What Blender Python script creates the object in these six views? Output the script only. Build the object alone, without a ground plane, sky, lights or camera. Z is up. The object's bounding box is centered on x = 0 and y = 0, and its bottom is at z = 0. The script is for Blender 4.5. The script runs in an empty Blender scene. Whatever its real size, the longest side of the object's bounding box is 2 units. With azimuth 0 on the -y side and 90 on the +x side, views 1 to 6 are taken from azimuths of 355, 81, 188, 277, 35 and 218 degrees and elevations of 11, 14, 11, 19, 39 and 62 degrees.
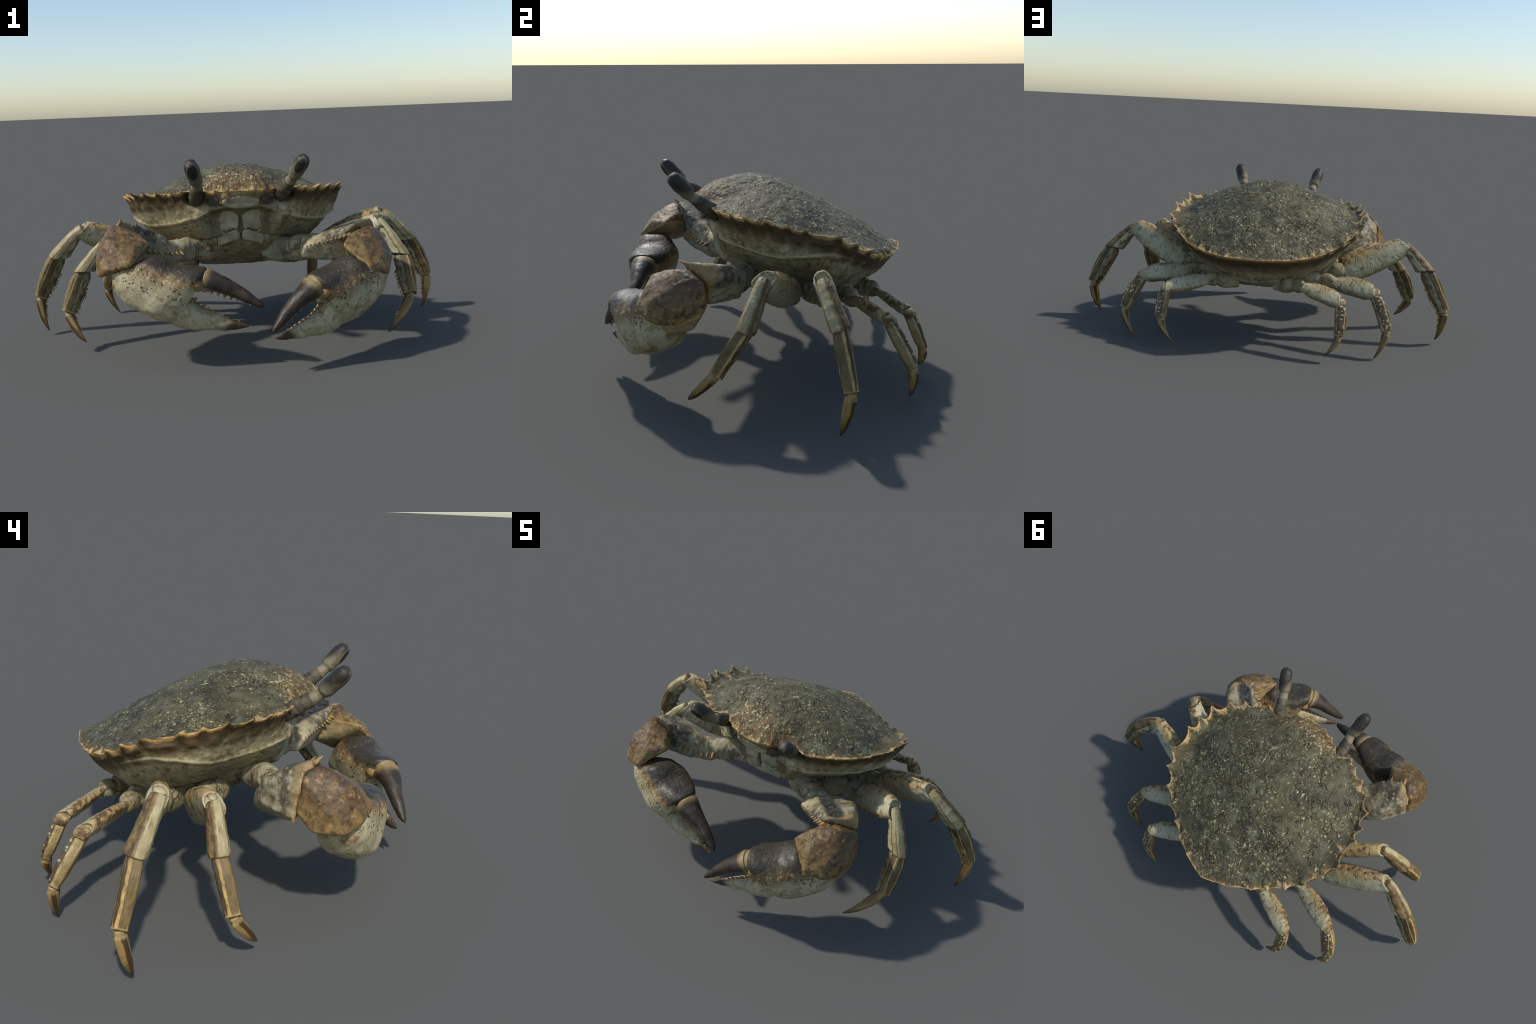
# A shore crab standing on eight walking legs with both claws held in front.
# Everything is generated from profiles, cross-sections and rules below.
import bpy, bmesh, math
import numpy as np
from mathutils import Matrix, Vector, noise

V = np.array
rng = np.random.default_rng(7)

# ------------------------------------------------------------------ helpers
def nrm(v):
    v = np.asarray(v, float)
    return v / max(np.linalg.norm(v), 1e-9)

def smooth01(a, b, x):
    t = np.clip((np.asarray(x, float) - a) / (b - a), 0, 1)
    return t * t * (3 - 2 * t)

def catmull(P, t):
    """Catmull-Rom through rows of P (columns free) at parameters t in [0, n-1]."""
    P = np.asarray(P, float)
    n = len(P)
    Q = np.vstack([2 * P[0] - P[1], P, 2 * P[-1] - P[-2]])
    i = np.clip(np.floor(t).astype(int), 0, n - 2)
    u = (t - i)[:, None]
    a, b, c, d = Q[i], Q[i + 1], Q[i + 2], Q[i + 3]
    return 0.5 * (2 * b + (c - a) * u + (2 * a - 5 * b + 4 * c - d) * u**2 + (3 * b - a - 3 * c + d) * u**3)

def pchip(xk, yk, x):
    """Monotone cubic through the knots, column by column (no overshoot)."""
    xk, yk, x = np.asarray(xk, float), np.asarray(yk, float), np.asarray(x, float)
    if yk.ndim == 1:
        return pchip(xk, yk[:, None], x)[:, 0]
    h = np.diff(xk)[:, None]
    d = np.diff(yk, axis=0) / h
    m = np.zeros_like(yk)
    m[0], m[-1] = d[0], d[-1]
    for i in range(1, len(xk) - 1):
        w1, w2 = 2 * h[i] + h[i - 1], h[i] + 2 * h[i - 1]
        ok = d[i - 1] * d[i] > 0
        with np.errstate(divide='ignore', invalid='ignore'):
            hm = (w1 + w2) / (w1 / d[i - 1] + w2 / d[i])
        m[i] = np.where(ok, hm, 0)
    i = np.clip(np.searchsorted(xk, x) - 1, 0, len(xk) - 2)
    t = ((x - xk[i]) / (xk[i + 1] - xk[i]))[:, None]
    hh = h[i]
    return ((2*t**3 - 3*t**2 + 1) * yk[i] + (t**3 - 2*t**2 + t) * hh * m[i]
            + (-2*t**3 + 3*t**2) * yk[i + 1] + (t**3 - t**2) * hh * m[i + 1])

def tps(ctrl, vals):
    """Thin plate spline z(x, y)."""
    c = np.asarray(ctrl, float)
    n = len(c)
    def U(r2):
        return r2 * np.log(r2 + 1e-12)
    K = U(((c[:, None] - c[None]) ** 2).sum(-1)) + np.eye(n) * 1e-5
    Pm = np.c_[np.ones(n), c]
    A = np.zeros((n + 3, n + 3))
    A[:n, :n], A[:n, n:], A[n:, :n] = K, Pm, Pm.T
    w = np.linalg.solve(A, np.r_[vals, 0, 0, 0])
    def f(x, y):
        x, y = np.asarray(x, float), np.asarray(y, float)
        sh = x.shape
        q = np.c_[x.ravel(), y.ravel()]
        r2 = ((q[:, None] - c[None]) ** 2).sum(-1)
        return (U(r2) @ w[:n] + w[n] + q @ w[n + 1:]).reshape(sh)
    return f

def fbm(p, scale, seed=0.0, octaves=3):
    v, a = 0.0, 1.0
    q = Vector((p[0] * scale + seed, p[1] * scale - seed * 0.7, p[2] * scale + seed * 1.3))
    for _ in range(octaves):
        v += a * noise.noise(q)
        q = q * 2.03
        a *= 0.5
    return v

def new_mesh(name, verts, faces, smooth=True):
    me = bpy.data.meshes.new(name)
    me.from_pydata([tuple(map(float, v)) for v in verts], [], [tuple(int(i) for i in f) for f in faces])
    me.validate()
    me.update()
    if smooth:
        me.polygons.foreach_set("use_smooth", [True] * len(me.polygons))
    return me

def roughen(me, amp, scale, seed, octaves=3, mask=None):
    """Push vertices along their normals by fractal noise."""
    nv = len(me.vertices)
    co = np.empty(nv * 3); no = np.empty(nv * 3)
    me.vertices.foreach_get("co", co)
    me.vertex_normals.foreach_get("vector", no)
    co, no = co.reshape(-1, 3), no.reshape(-1, 3)
    d = V([fbm(p, scale, seed, octaves) for p in co]) * amp
    if mask is not None:
        d = d * mask(co)
    me.vertices.foreach_set("co", (co + no * d[:, None]).ravel())
    me.update()

def fix_normals(me):
    bm = bmesh.new(); bm.from_mesh(me)
    bmesh.ops.remove_doubles(bm, verts=bm.verts, dist=1e-5)
    bmesh.ops.recalc_face_normals(bm, faces=bm.faces)
    bm.to_mesh(me); bm.free()
    me.polygons.foreach_set("use_smooth", [True] * len(me.polygons))
    me.update()

def add_object(name, me, mats, matrix=None, parent=None):
    ob = bpy.data.objects.new(name, me)
    bpy.context.scene.collection.objects.link(ob)
    for m in (mats if isinstance(mats, (list, tuple)) else [mats]):
        if m is not None and m.name not in me.materials:
            me.materials.append(m)
    ob.matrix_world = matrix or Matrix.Identity(4)
    if parent is not None:
        ob.parent = parent
        ob.matrix_parent_inverse = WORLD[parent.name].inverted()
    WORLD[ob.name] = (matrix or Matrix.Identity(4)).copy()
    return ob

WORLD = {}

def frame_matrix(o, X, Y, Z):
    M = Matrix.Identity(4)
    for r in range(3):
        M[r][0], M[r][1], M[r][2], M[r][3] = float(X[r]), float(Y[r]), float(Z[r]), float(o[r])
    return M

def ring_mesh(rings, cap_a=True, cap_b=True):
    """Skin a list of closed rings (n x 3 arrays)."""
    n = len(rings[0])
    verts = [p for r in rings for p in r]
    faces = []
    for j in range(len(rings) - 1):
        for i in range(n):
            k = (i + 1) % n
            faces.append((j*n + i, j*n + k, (j+1)*n + k, (j+1)*n + i))
    if cap_a:
        c = len(verts); verts.append(np.mean(rings[0], 0))
        faces += [(c, (i + 1) % n, i) for i in range(n)]
    if cap_b:
        c = len(verts); verts.append(np.mean(rings[-1], 0)); o = (len(rings) - 1) * n
        faces += [(c, o + i, o + (i + 1) % n) for i in range(n)]
    return verts, faces

def section(phi, p):
    c, s = np.cos(phi), np.sin(phi)
    return np.sign(c) * np.abs(c) ** (2 / p), np.sign(s) * np.abs(s) ** (2 / p)

def limb_rings(prof, L, bend=0.0, nl=44, nr=40, p=2.6, ridge=0.0, lip=0.0, dome=0.35, miter=(0, 0), pinch=0.0):
    """Rings of a limb segment along local X (0..L). prof rows: s, up, down, half thickness.
    Local Y is dorsal, Z is across. ridge: longitudinal keels, lip: flared distal collar."""
    prof = np.asarray(prof, float)
    ss = np.linspace(0, 1, nl) ** 1.0
    q = pchip(prof[:, 0], prof[:, 1:], ss)
    phi = np.linspace(0, 2 * np.pi, nr, endpoint=False)
    cx, cy = section(phi, p)
    keel = 1 + ridge * (np.exp(-((np.mod(phi, np.pi/2) - np.pi/4) / 0.16) ** 2))
    rings = []
    for s, (u, d, w) in zip(ss, q):
        f = 1 + lip * math.exp(-((1 - s) / 0.035) ** 2)
        yc = np.where(cx > 0, cx * u, cx * d)
        yy = yc * keel * f
        r = np.c_[s * L + yy * (miter[0] * (1 - s) ** 3 + miter[1] * s ** 3), yy + bend * 4 * s * (1 - s), cy * w * keel * f * (1 - pinch * np.clip(cx, 0, 1))]
        rings.append(r)
    a, b = rings[0], rings[-1]
    ca, cb = a.mean(0), b.mean(0)
    ra = 0.5 * (prof[0, 1] + prof[0, 2]); rb = 0.5 * (prof[-1, 1] + prof[-1, 2])
    off = lambda h: V([h, 0, 0])
    pre = [ca + (a - ca) * math.cos(t) - off(dome * ra * math.sin(t)) for t in (1.35, 1.0, 0.6, 0.3)]
    if lip:   # hollow socket at the far end
        post = [cb + (b - cb) * k - off(h * rb) for k, h in ((0.86, 0.02), (0.78, 0.25), (0.4, 0.35))]
    else:
        post = [cb + (b - cb) * math.cos(t) + off(dome * rb * math.sin(t)) for t in (0.3, 0.6, 1.0, 1.35)]
    return pre + rings + post

def seg_frame(A, B, nz, roll=0.0):
    """Matrix with X from A to B, Z close to nz, Y upward."""
    A, B = V(A, ), V(B)
    X = nrm(B - A)
    Z = nrm(nz - X * np.dot(nz, X))
    Y = np.cross(Z, X)
    if roll:      # lean the dorsal edge forwards (towards -y)
        a = math.radians(roll) * (1 if Z[1] < 0 else -1)
        Y = Y * math.cos(a) + Z * math.sin(a)
        Z = np.cross(X, Y)
    return frame_matrix(A, X, Y, Z), float(np.linalg.norm(B - A))

def station_loft(st, nl=60, nr=48):
    """Loft through stations (center, U, V, exponent): the U and V half-axes are full 3D vectors."""
    C = V([s[0] for s in st]); U = V([s[1] for s in st]); W = V([s[2] for s in st])
    p = V([[s[3] if len(s) > 3 else 2.2] for s in st])
    t = np.linspace(0, len(st) - 1, nl)
    C, U, W = catmull(C, t), catmull(U, t), catmull(W, t)
    p = np.clip(catmull(p, t)[:, 0], 1.6, 6)
    phi = np.linspace(0, 2 * np.pi, nr, endpoint=False)
    rings = []
    for c, u, w, e in zip(C, U, W, p):
        a, b = section(phi, e)
        rings.append(c + a[:, None] * u + b[:, None] * w)
    return ring_mesh(rings)

def hull_mesh(name, pts, voxel=0.006, smooth_iter=8, grow=0.004):
    """Rounded solid over the convex hull of control points."""
    bm = bmesh.new()
    vs = [bm.verts.new(tuple(map(float, p))) for p in pts]
    bmesh.ops.convex_hull(bm, input=vs)
    loose = [v for v in bm.verts if not v.link_faces]
    bmesh.ops.delete(bm, geom=loose, context='VERTS')
    bmesh.ops.recalc_face_normals(bm, faces=bm.faces)
    me = bpy.data.meshes.new(name + "_hull")
    bm.to_mesh(me); bm.free()
    ob = bpy.data.objects.new(name + "_hull", me)
    bpy.context.scene.collection.objects.link(ob)
    r = ob.modifiers.new("r", 'REMESH'); r.mode = 'VOXEL'; r.voxel_size = voxel
    s = ob.modifiers.new("s", 'SMOOTH'); s.factor = 0.5; s.iterations = smooth_iter
    dg = bpy.context.evaluated_depsgraph_get()
    out = bpy.data.meshes.new_from_object(ob.evaluated_get(dg))
    bpy.data.objects.remove(ob, do_unlink=True)
    out.name = name
    nv = len(out.vertices)
    co = np.empty(nv * 3); no = np.empty(nv * 3)
    out.vertices.foreach_get("co", co); out.vertex_normals.foreach_get("vector", no)
    out.vertices.foreach_set("co", co + no * grow)
    out.polygons.foreach_set("use_smooth", [True] * len(out.polygons))
    out.update()
    return out

def cone_bits(spikes, nr=8):
    """Many small curved spikes in one mesh. spike: base point, tip point, base radius."""
    verts, faces = [], []
    for b, tip, r in spikes:
        b, tip = V(b), V(tip)
        ax = nrm(tip - b)
        u = nrm(np.cross(ax, [0.3, 0.5, 0.8])); w = np.cross(ax, u)
        o = len(verts)
        for k, f in ((-0.3, 1.0), (0.0, 1.0), (0.35, 0.72), (0.7, 0.38), (0.93, 0.12)):
            for i in range(nr):
                a = 2 * math.pi * i / nr
                verts.append(b + (tip - b) * k + (u * math.cos(a) + w * math.sin(a)) * r * f)
        for j in range(4):
            for i in range(nr):
                k = (i + 1) % nr
                faces.append((o + j*nr + i, o + j*nr + k, o + (j+1)*nr + k, o + (j+1)*nr + i))
        verts.append(tip); c = len(verts) - 1
        faces += [(o + 4*nr + i, o + 4*nr + (i + 1) % nr, c) for i in range(nr)]
        faces.append(tuple(o + i for i in reversed(range(nr))))
    return verts, faces

# ---------------------------------------------------------------- materials
class Nodes:
    """Small wrapper to write shader graphs compactly."""
    def __init__(self, name):
        self.mat = bpy.data.materials.new(name)
        self.mat.use_nodes = True
        self.t = self.mat.node_tree
        self.t.nodes.clear()
        self.out = self.t.nodes.new("ShaderNodeOutputMaterial")
        self.b = self.t.nodes.new("ShaderNodeBsdfPrincipled")
        self.t.links.new(self.b.outputs[0], self.out.inputs[0])
        self.tc = self.t.nodes.new("ShaderNodeTexCoord")
        self.geo = None
    def put(self, sock, v):
        if hasattr(v, "is_linked") or isinstance(v, bpy.types.NodeSocket):
            self.t.links.new(v, sock)
        elif isinstance(v, (tuple, list)) and len(v) == 3 and sock.type == 'RGBA':
            sock.default_value = (*v, 1)
        else:
            sock.default_value = v
    @property
    def obj(self): return self.tc.outputs["Object"]
    @property
    def gen(self): return self.tc.outputs["Generated"]
    def mapping(self, vec, scale=(1, 1, 1), loc=(0, 0, 0), rot=(0, 0, 0)):
        n = self.t.nodes.new("ShaderNodeMapping")
        self.t.links.new(vec, n.inputs[0])
        n.inputs["Scale"].default_value = scale; n.inputs["Location"].default_value = loc; n.inputs["Rotation"].default_value = rot
        return n.outputs[0]
    def noise(self, vec, scale, detail=4, rough=0.55, dist=0.0):
        n = self.t.nodes.new("ShaderNodeTexNoise")
        self.t.links.new(vec, n.inputs["Vector"])
        n.inputs["Scale"].default_value = scale; n.inputs["Detail"].default_value = detail
        n.inputs["Roughness"].default_value = rough; n.inputs["Distortion"].default_value = dist
        return n.outputs["Fac"]
    def voronoi(self, vec, scale, feature='F1', rnd=1.0, out="Distance"):
        n = self.t.nodes.new("ShaderNodeTexVoronoi"); n.feature = feature
        self.t.links.new(vec, n.inputs["Vector"])
        n.inputs["Scale"].default_value = scale; n.inputs["Randomness"].default_value = rnd
        return n.outputs[out]
    def ramp(self, fac, *stops, interp='LINEAR'):
        """Map fac to 0..1 (or colours) by stops (pos, value)."""
        n = self.t.nodes.new("ShaderNodeValToRGB"); n.color_ramp.interpolation = interp
        self.put(n.inputs[0], fac)
        e = n.color_ramp.elements
        while len(e) > 1: e.remove(e[-1])
        for i, (p, c) in enumerate(stops):
            el = e[0] if i == 0 else e.new(p)
            el.position = p
            el.color = (c, c, c, 1) if not isinstance(c, tuple) else (*c, 1)
        return n.outputs[0]
    def math(self, op, a, b=0.0, clamp=False):
        n = self.t.nodes.new("ShaderNodeMath"); n.operation = op; n.use_clamp = clamp
        self.put(n.inputs[0], a); self.put(n.inputs[1], b)
        return n.outputs[0]
    def mul(self, *a):
        r = a[0]
        for x in a[1:]: r = self.math('MULTIPLY', r, x)
        return r
    def add(self, *a):
        r = a[0]
        for x in a[1:]: r = self.math('ADD', r, x)
        return r
    def mix(self, fac, a, b, mode='MIX'):
        n = self.t.nodes.new("ShaderNodeMix"); n.data_type = 'RGBA'; n.blend_type = mode
        self.put(n.inputs[0], fac); self.put(n.inputs[6], a); self.put(n.inputs[7], b)
        return n.outputs[2]
    def sep(self, vec):
        n = self.t.nodes.new("ShaderNodeSeparateXYZ"); self.t.links.new(vec, n.inputs[0])
        return n.outputs
    def comb(self, x, y, z):
        n = self.t.nodes.new("ShaderNodeCombineXYZ")
        self.put(n.inputs[0], x); self.put(n.inputs[1], y); self.put(n.inputs[2], z)
        return n.outputs[0]
    def curve(self, x, pts):
        n = self.t.nodes.new("ShaderNodeFloatCurve"); self.put(n.inputs[1], x)
        c = n.mapping.curves[0]
        while len(c.points) > 2: c.points.remove(c.points[-1])
        c.points[0].location = pts[0]; c.points[-1].location = pts[-1]
        for p in pts[1:-1]: c.points.new(*p)
        n.mapping.update()
        return n.outputs[0]
    def finish(self, col, rough=0.5, height=None, bump=0.3, dist=0.004, spec=0.4):
        self.put(self.b.inputs["Base Color"], col)
        self.put(self.b.inputs["Roughness"], rough)
        self.b.inputs["Specular IOR Level"].default_value = spec
        if height is not None:
            n = self.t.nodes.new("ShaderNodeBump")
            n.inputs["Strength"].default_value = bump; n.inputs["Distance"].default_value = dist
            self.put(n.inputs["Height"], height)
            self.t.links.new(n.outputs[0], self.b.inputs["Normal"])
        return self.mat

def srgb(*c):
    return tuple((x / 255 / 12.92) if x / 255 <= 0.04045 else ((x / 255 + 0.055) / 1.055) ** 2.4 for x in c)

CREAM = srgb(188, 178, 146); CREAM2 = srgb(156, 150, 122); TAN = srgb(190, 150, 90); RUST = srgb(150, 104, 58)
BROWN = srgb(104, 80, 48); DKBROWN = srgb(62, 48, 32); OLIVE = srgb(88, 83, 58); DKOLIVE = srgb(61, 59, 43); SLATE = srgb(58, 58, 54)
SPECK = srgb(194, 181, 136)
SHELL_C = (0.0, 0.15)          # plan centre the shell outline is measured from

def outline_map(n, shell_R, shell_Z):
    """Plan position relative to the shell's outline (1 on it) and depth below its margin."""
    x, y, z = n.sep(n.obj)
    yy = n.math('SUBTRACT', y, SHELL_C[1])
    ax = n.math('ABSOLUTE', x)
    th = n.math('DIVIDE', n.math('ARCTAN2', ax, n.math('MULTIPLY', yy, -1.0)), math.pi)
    R = n.curve(th, shell_R)
    Zr = n.curve(th, shell_Z)
    r = n.math('SQRT', n.add(n.mul(x, x), n.mul(yy, yy)))
    return n.math('DIVIDE', r, R), n.math('SUBTRACT', Zr, z), th, x, y, z

def centred(n, f, k):
    """Noise value recentred on zero and scaled."""
    return n.mul(n.math('SUBTRACT', f, 0.5), k)

def mat_shell_top(shell_R, shell_Z):
    n = Nodes("shell_top")
    s, dep, th, x, y, z = outline_map(n, shell_R, shell_Z)
    o = n.obj
    big = n.noise(o, 7, 5, 0.6)
    mid = n.noise(n.mapping(o, loc=(3, 1, 0)), 19, 5, 0.65)
    fine = n.noise(o, 75, 4, 0.65)
    col = n.mix(n.ramp(big, (0.36, 0.0), (0.62, 1.0)), DKOLIVE, OLIVE)
    col = n.mix(n.ramp(mid, (0.50, 0.0), (0.68, 0.6)), col, srgb(78, 65, 42))
    col = n.mix(n.ramp(n.noise(n.mapping(o, loc=(6, 2, 9)), 13, 4), (0.52, 0.0), (0.66, 0.6)), col, srgb(108, 108, 84))
    ff = n.mul(n.math('ADD', y, 0.10), -1.0)
    front = n.mul(n.ramp(ff, (0.0, 0.0), (0.12, 1.0)), n.ramp(n.math('ABSOLUTE', x), (0.13, 1.0), (0.24, 0.0)))
    col = n.mix(n.mul(front, n.ramp(mid, (0.35, 0.35), (0.6, 0.95))), col, srgb(116, 88, 52))
    # pale flecks: fine rice grains, bigger scabs and worm-like scrawls
    wob = n.noise(o, 50, 3, 0.6)
    warp = n.mapping(o, scale=(1, 0.75, 1))
    d1 = n.voronoi(warp, 85)
    d1b = n.voronoi(n.mapping(o, loc=(3, 9, 4), scale=(0.75, 1.1, 1)), 66)
    d2 = n.voronoi(n.mapping(o, loc=(5, 2, 1)), 34)
    gate = n.noise(n.mapping(o, loc=(1, 7, 2)), 13, 4, 0.6)
    gate2 = n.noise(n.mapping(o, loc=(6, 1, 3)), 9, 3)
    g1 = n.noise(n.mapping(o, scale=(1, 0.6, 0.8), rot=(0, 0, .3)), 92, 2, 0.45, 0.8)
    f1 = n.mul(n.ramp(n.add(g1, n.mul(front, 0.015)), (0.585, 0.0), (0.635, 1.0)), n.ramp(n.add(gate, n.mul(front, 0.16)), (0.46, 0.0), (0.58, 1.0)))
    f1b = n.mul(n.ramp(n.add(d1b, centred(n, wob, 0.5)), (0.16, 0.9), (0.25, 0.0)), n.ramp(n.add(gate2, n.mul(front, 0.10)), (0.48, 0.0), (0.60, 1.0)))
    f2 = n.mul(n.ramp(n.add(d2, centred(n, n.noise(o, 30, 3), 0.8)), (0.14, 1.0), (0.24, 0.0)), n.ramp(n.noise(n.mapping(o, loc=(9, 3, 2)), 10, 2), (0.52, 0.0), (0.6, 0.8)))
    worm = n.noise(n.mapping(o, loc=(2, 2, 8)), 42, 2, 0.5, 1.4)
    f3 = n.mul(n.ramp(worm, (0.478, 0.0), (0.497, 1.0), (0.516, 0.0)), n.ramp(n.noise(n.mapping(o, loc=(4, 4, 4)), 26, 2), (0.52, 0.0), (0.58, 1.0)))
    fl = n.math('MAXIMUM', n.math('MAXIMUM', f1, f1b), n.math('MAXIMUM', n.mul(f2, 0.8), n.mul(f3, 0.85)))
    col = n.mix(n.mul(fl, n.ramp(fine, (0.3, 0.5), (0.6, 0.95))), col, SPECK)
    # dark fissures
    wv = n.t.nodes.new("ShaderNodeVectorMath"); wv.operation = 'ADD'
    n.t.links.new(o, wv.inputs[0]); n.t.links.new(n.comb(centred(n, n.noise(o, 22, 3), 0.05), centred(n, n.noise(n.mapping(o, loc=(5, 5, 5)), 22, 3), 0.05), 0.0), wv.inputs[1])
    cells = n.voronoi(wv.outputs[0], 30, 'DISTANCE_TO_EDGE')
    cgate = n.ramp(n.noise(n.mapping(o, loc=(2, 3, 1)), 6, 2), (0.42, 0.0), (0.56, 1.0))
    gap = n.mul(n.ramp(cells, (0.0, 1.0), (0.09, 0.0)), cgate, n.ramp(n.noise(n.mapping(o, loc=(1, 4, 9)), 20, 3), (0.47, 0.0), (0.58, 1.0)))
    col = n.mix(n.mul(gap, 0.4), col, srgb(46, 44, 32))
    rimc = n.mul(n.ramp(cells, (0.08, 0.0), (0.14, 1.0), (0.22, 0.0)), cgate, n.ramp(wob, (0.48, 0.0), (0.58, 1.0)))
    col = n.mix(n.mul(rimc, 0.55), col, srgb(150, 142, 106))
    crack = n.mul(n.ramp(n.math('ABSOLUTE', n.add(n.noise(n.mapping(o, loc=(7, 1, 7)), 24, 4, 0.6, 0.8), -0.5)), (0.004, 0.8), (0.022, 0.0)), n.ramp(n.noise(n.mapping(o, loc=(8, 1, 1)), 17), (0.50, 0.0), (0.57, 1.0)))
    col = n.mix(crack, col, srgb(40, 38, 28))
    seam = n.mul(n.ramp(n.math('ABSOLUTE', n.add(x, centred(n, mid, 0.006))), (0.0015, 0.85), (0.004, 0.0)), n.ramp(ff, (0.02, 0.0), (0.07, 1.0)))
    col = n.mix(seam, col, srgb(40, 34, 24))
    # worn tan margin with streaks running inward
    streak = n.noise(n.comb(n.mul(th, 22.0), n.mul(s, 1.6), n.math('SIGN', x)), 1.6, 3, 0.6)
    edge = n.add(s, centred(n, mid, 0.10), centred(n, streak, 0.20))
    col = n.mix(n.ramp(edge, (0.91, 0.0), (1.0, 0.7)), col, srgb(112, 94, 58))
    col = n.mix(n.ramp(n.add(edge, centred(n, streak, 0.15)), (0.975, 0.0), (1.03, 0.8)), col, srgb(192, 166, 116))
    col = n.mix(n.ramp(n.add(s, centred(n, fine, 0.02)), (0.984, 0.0), (1.0, 0.95)), col, TAN)
    h = n.add(n.mul(fl, 0.8), n.mul(fine, 0.5), n.mul(mid, 1.2), n.mul(crack, -1.2), n.mul(gap, -1.0), n.mul(cgate, n.ramp(cells, (0.0, 0.0), (0.3, 0.5))), n.mul(streak, n.ramp(s, (0.85, 0.0), (0.95, 1.2))))
    return n.finish(col, 0.62, h, 0.8, 0.007, 0.28)

def mat_shell_side(shell_R, shell_Z, ridge_Z):
    n = Nodes("shell_side")
    s, dep, th, x, y, z = outline_map(n, shell_R, shell_Z)
    o = n.obj
    streak = n.noise(n.comb(n.mul(th, 30.0), n.mul(z, 8.0), n.math('SIGN', x)), 1.5, 5, 0.65)
    fine = n.noise(o, 75, 4, 0.65)
    mid = n.noise(n.mapping(o, scale=(1, 1, 1.8)), 30, 4, 0.7)
    col = n.mix(n.ramp(n.noise(o, 9, 4), (0.35, 0.0), (0.65, 1.0)), srgb(142, 132, 98), srgb(120, 108, 76))
    pale = n.ramp(n.add(dep, centred(n, streak, 0.05)), (0.045, 0.0), (0.085, 1.0), (0.13, 0.9), (0.17, 0.3))
    col = n.mix(n.mul(pale, n.ramp(mid, (0.42, 0.2), (0.58, 0.9))), col, srgb(186, 174, 138))
    col = n.mix(n.mul(n.ramp(n.math('MULTIPLY', mid, streak), (0.245, 0.0), (0.32, 0.9)), n.ramp(dep, (0.03, 0.5), (0.14, 1.0), (0.18, 0.4))), col, srgb(100, 76, 44))
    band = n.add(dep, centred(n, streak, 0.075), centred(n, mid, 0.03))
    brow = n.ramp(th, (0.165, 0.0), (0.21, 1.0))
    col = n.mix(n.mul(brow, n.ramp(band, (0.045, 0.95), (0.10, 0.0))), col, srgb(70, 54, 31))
    col = n.mix(n.ramp(n.add(dep, centred(n, fine, 0.008), centred(n, streak, 0.010)), (0.007, 0.95), (0.017, 0.0)), col, TAN)
    mouth = n.mul(n.ramp(n.math('ABSOLUTE', x), (0.132, 1.0), (0.146, 0.0)), n.ramp(n.math('MULTIPLY', y, -1.0), (0.05, 0.0), (0.1, 1.0)), n.ramp(n.add(dep, centred(n, fine, 0.01)), (0.078, 0.0), (0.092, 0.65)))  # crease shade between the jaw plates, painted dark brown on the wall behind
    col = n.mix(mouth, col, srgb(92, 78, 50))
    cr = n.voronoi(n.mapping(o, scale=(1, 1, 3.5)), 10, 'DISTANCE_TO_EDGE')
    crack = n.mul(n.ramp(n.add(cr, centred(n, fine, 0.1)), (0.02, 0.85), (0.06, 0.0)), n.ramp(n.noise(n.mapping(o, loc=(8, 1, 1)), 12), (0.50, 0.0), (0.58, 0.8)), n.ramp(dep, (0.12, 0.0), (0.16, 1.0)))
    col = n.mix(crack, col, DKBROWN)
    rz = n.math('ABSOLUTE', n.add(n.math('SUBTRACT', z, n.curve(th, ridge_Z)), centred(n, mid, 0.008)))
    rid = n.mul(n.ramp(rz, (0.003, 0.8), (0.011, 0.0)), n.ramp(th, (0.17, 0.0), (0.21, 1.0), (0.50, 1.0), (0.60, 0.0)))
    col = n.mix(rid, col, srgb(190, 176, 134))
    # furrow lines that run round the flank
    lines = n.noise(n.comb(n.mul(th, 4.0), n.mul(z, 60.0), 0.0), 1.0, 3, 0.6)
    col = n.mix(n.mul(n.ramp(lines, (0.60, 0.0), (0.70, 0.7)), n.ramp(dep, (0.13, 0.0), (0.18, 1.0))), col, srgb(92, 82, 56))
    return n.finish(col, 0.6, n.add(n.mul(fine, 0.6), n.mul(streak, 1.2), n.mul(mid, 0.6), n.mul(lines, n.ramp(dep, (0.13, 0.0), (0.18, 1.0)))), 0.6, 0.005, 0.28)

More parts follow.
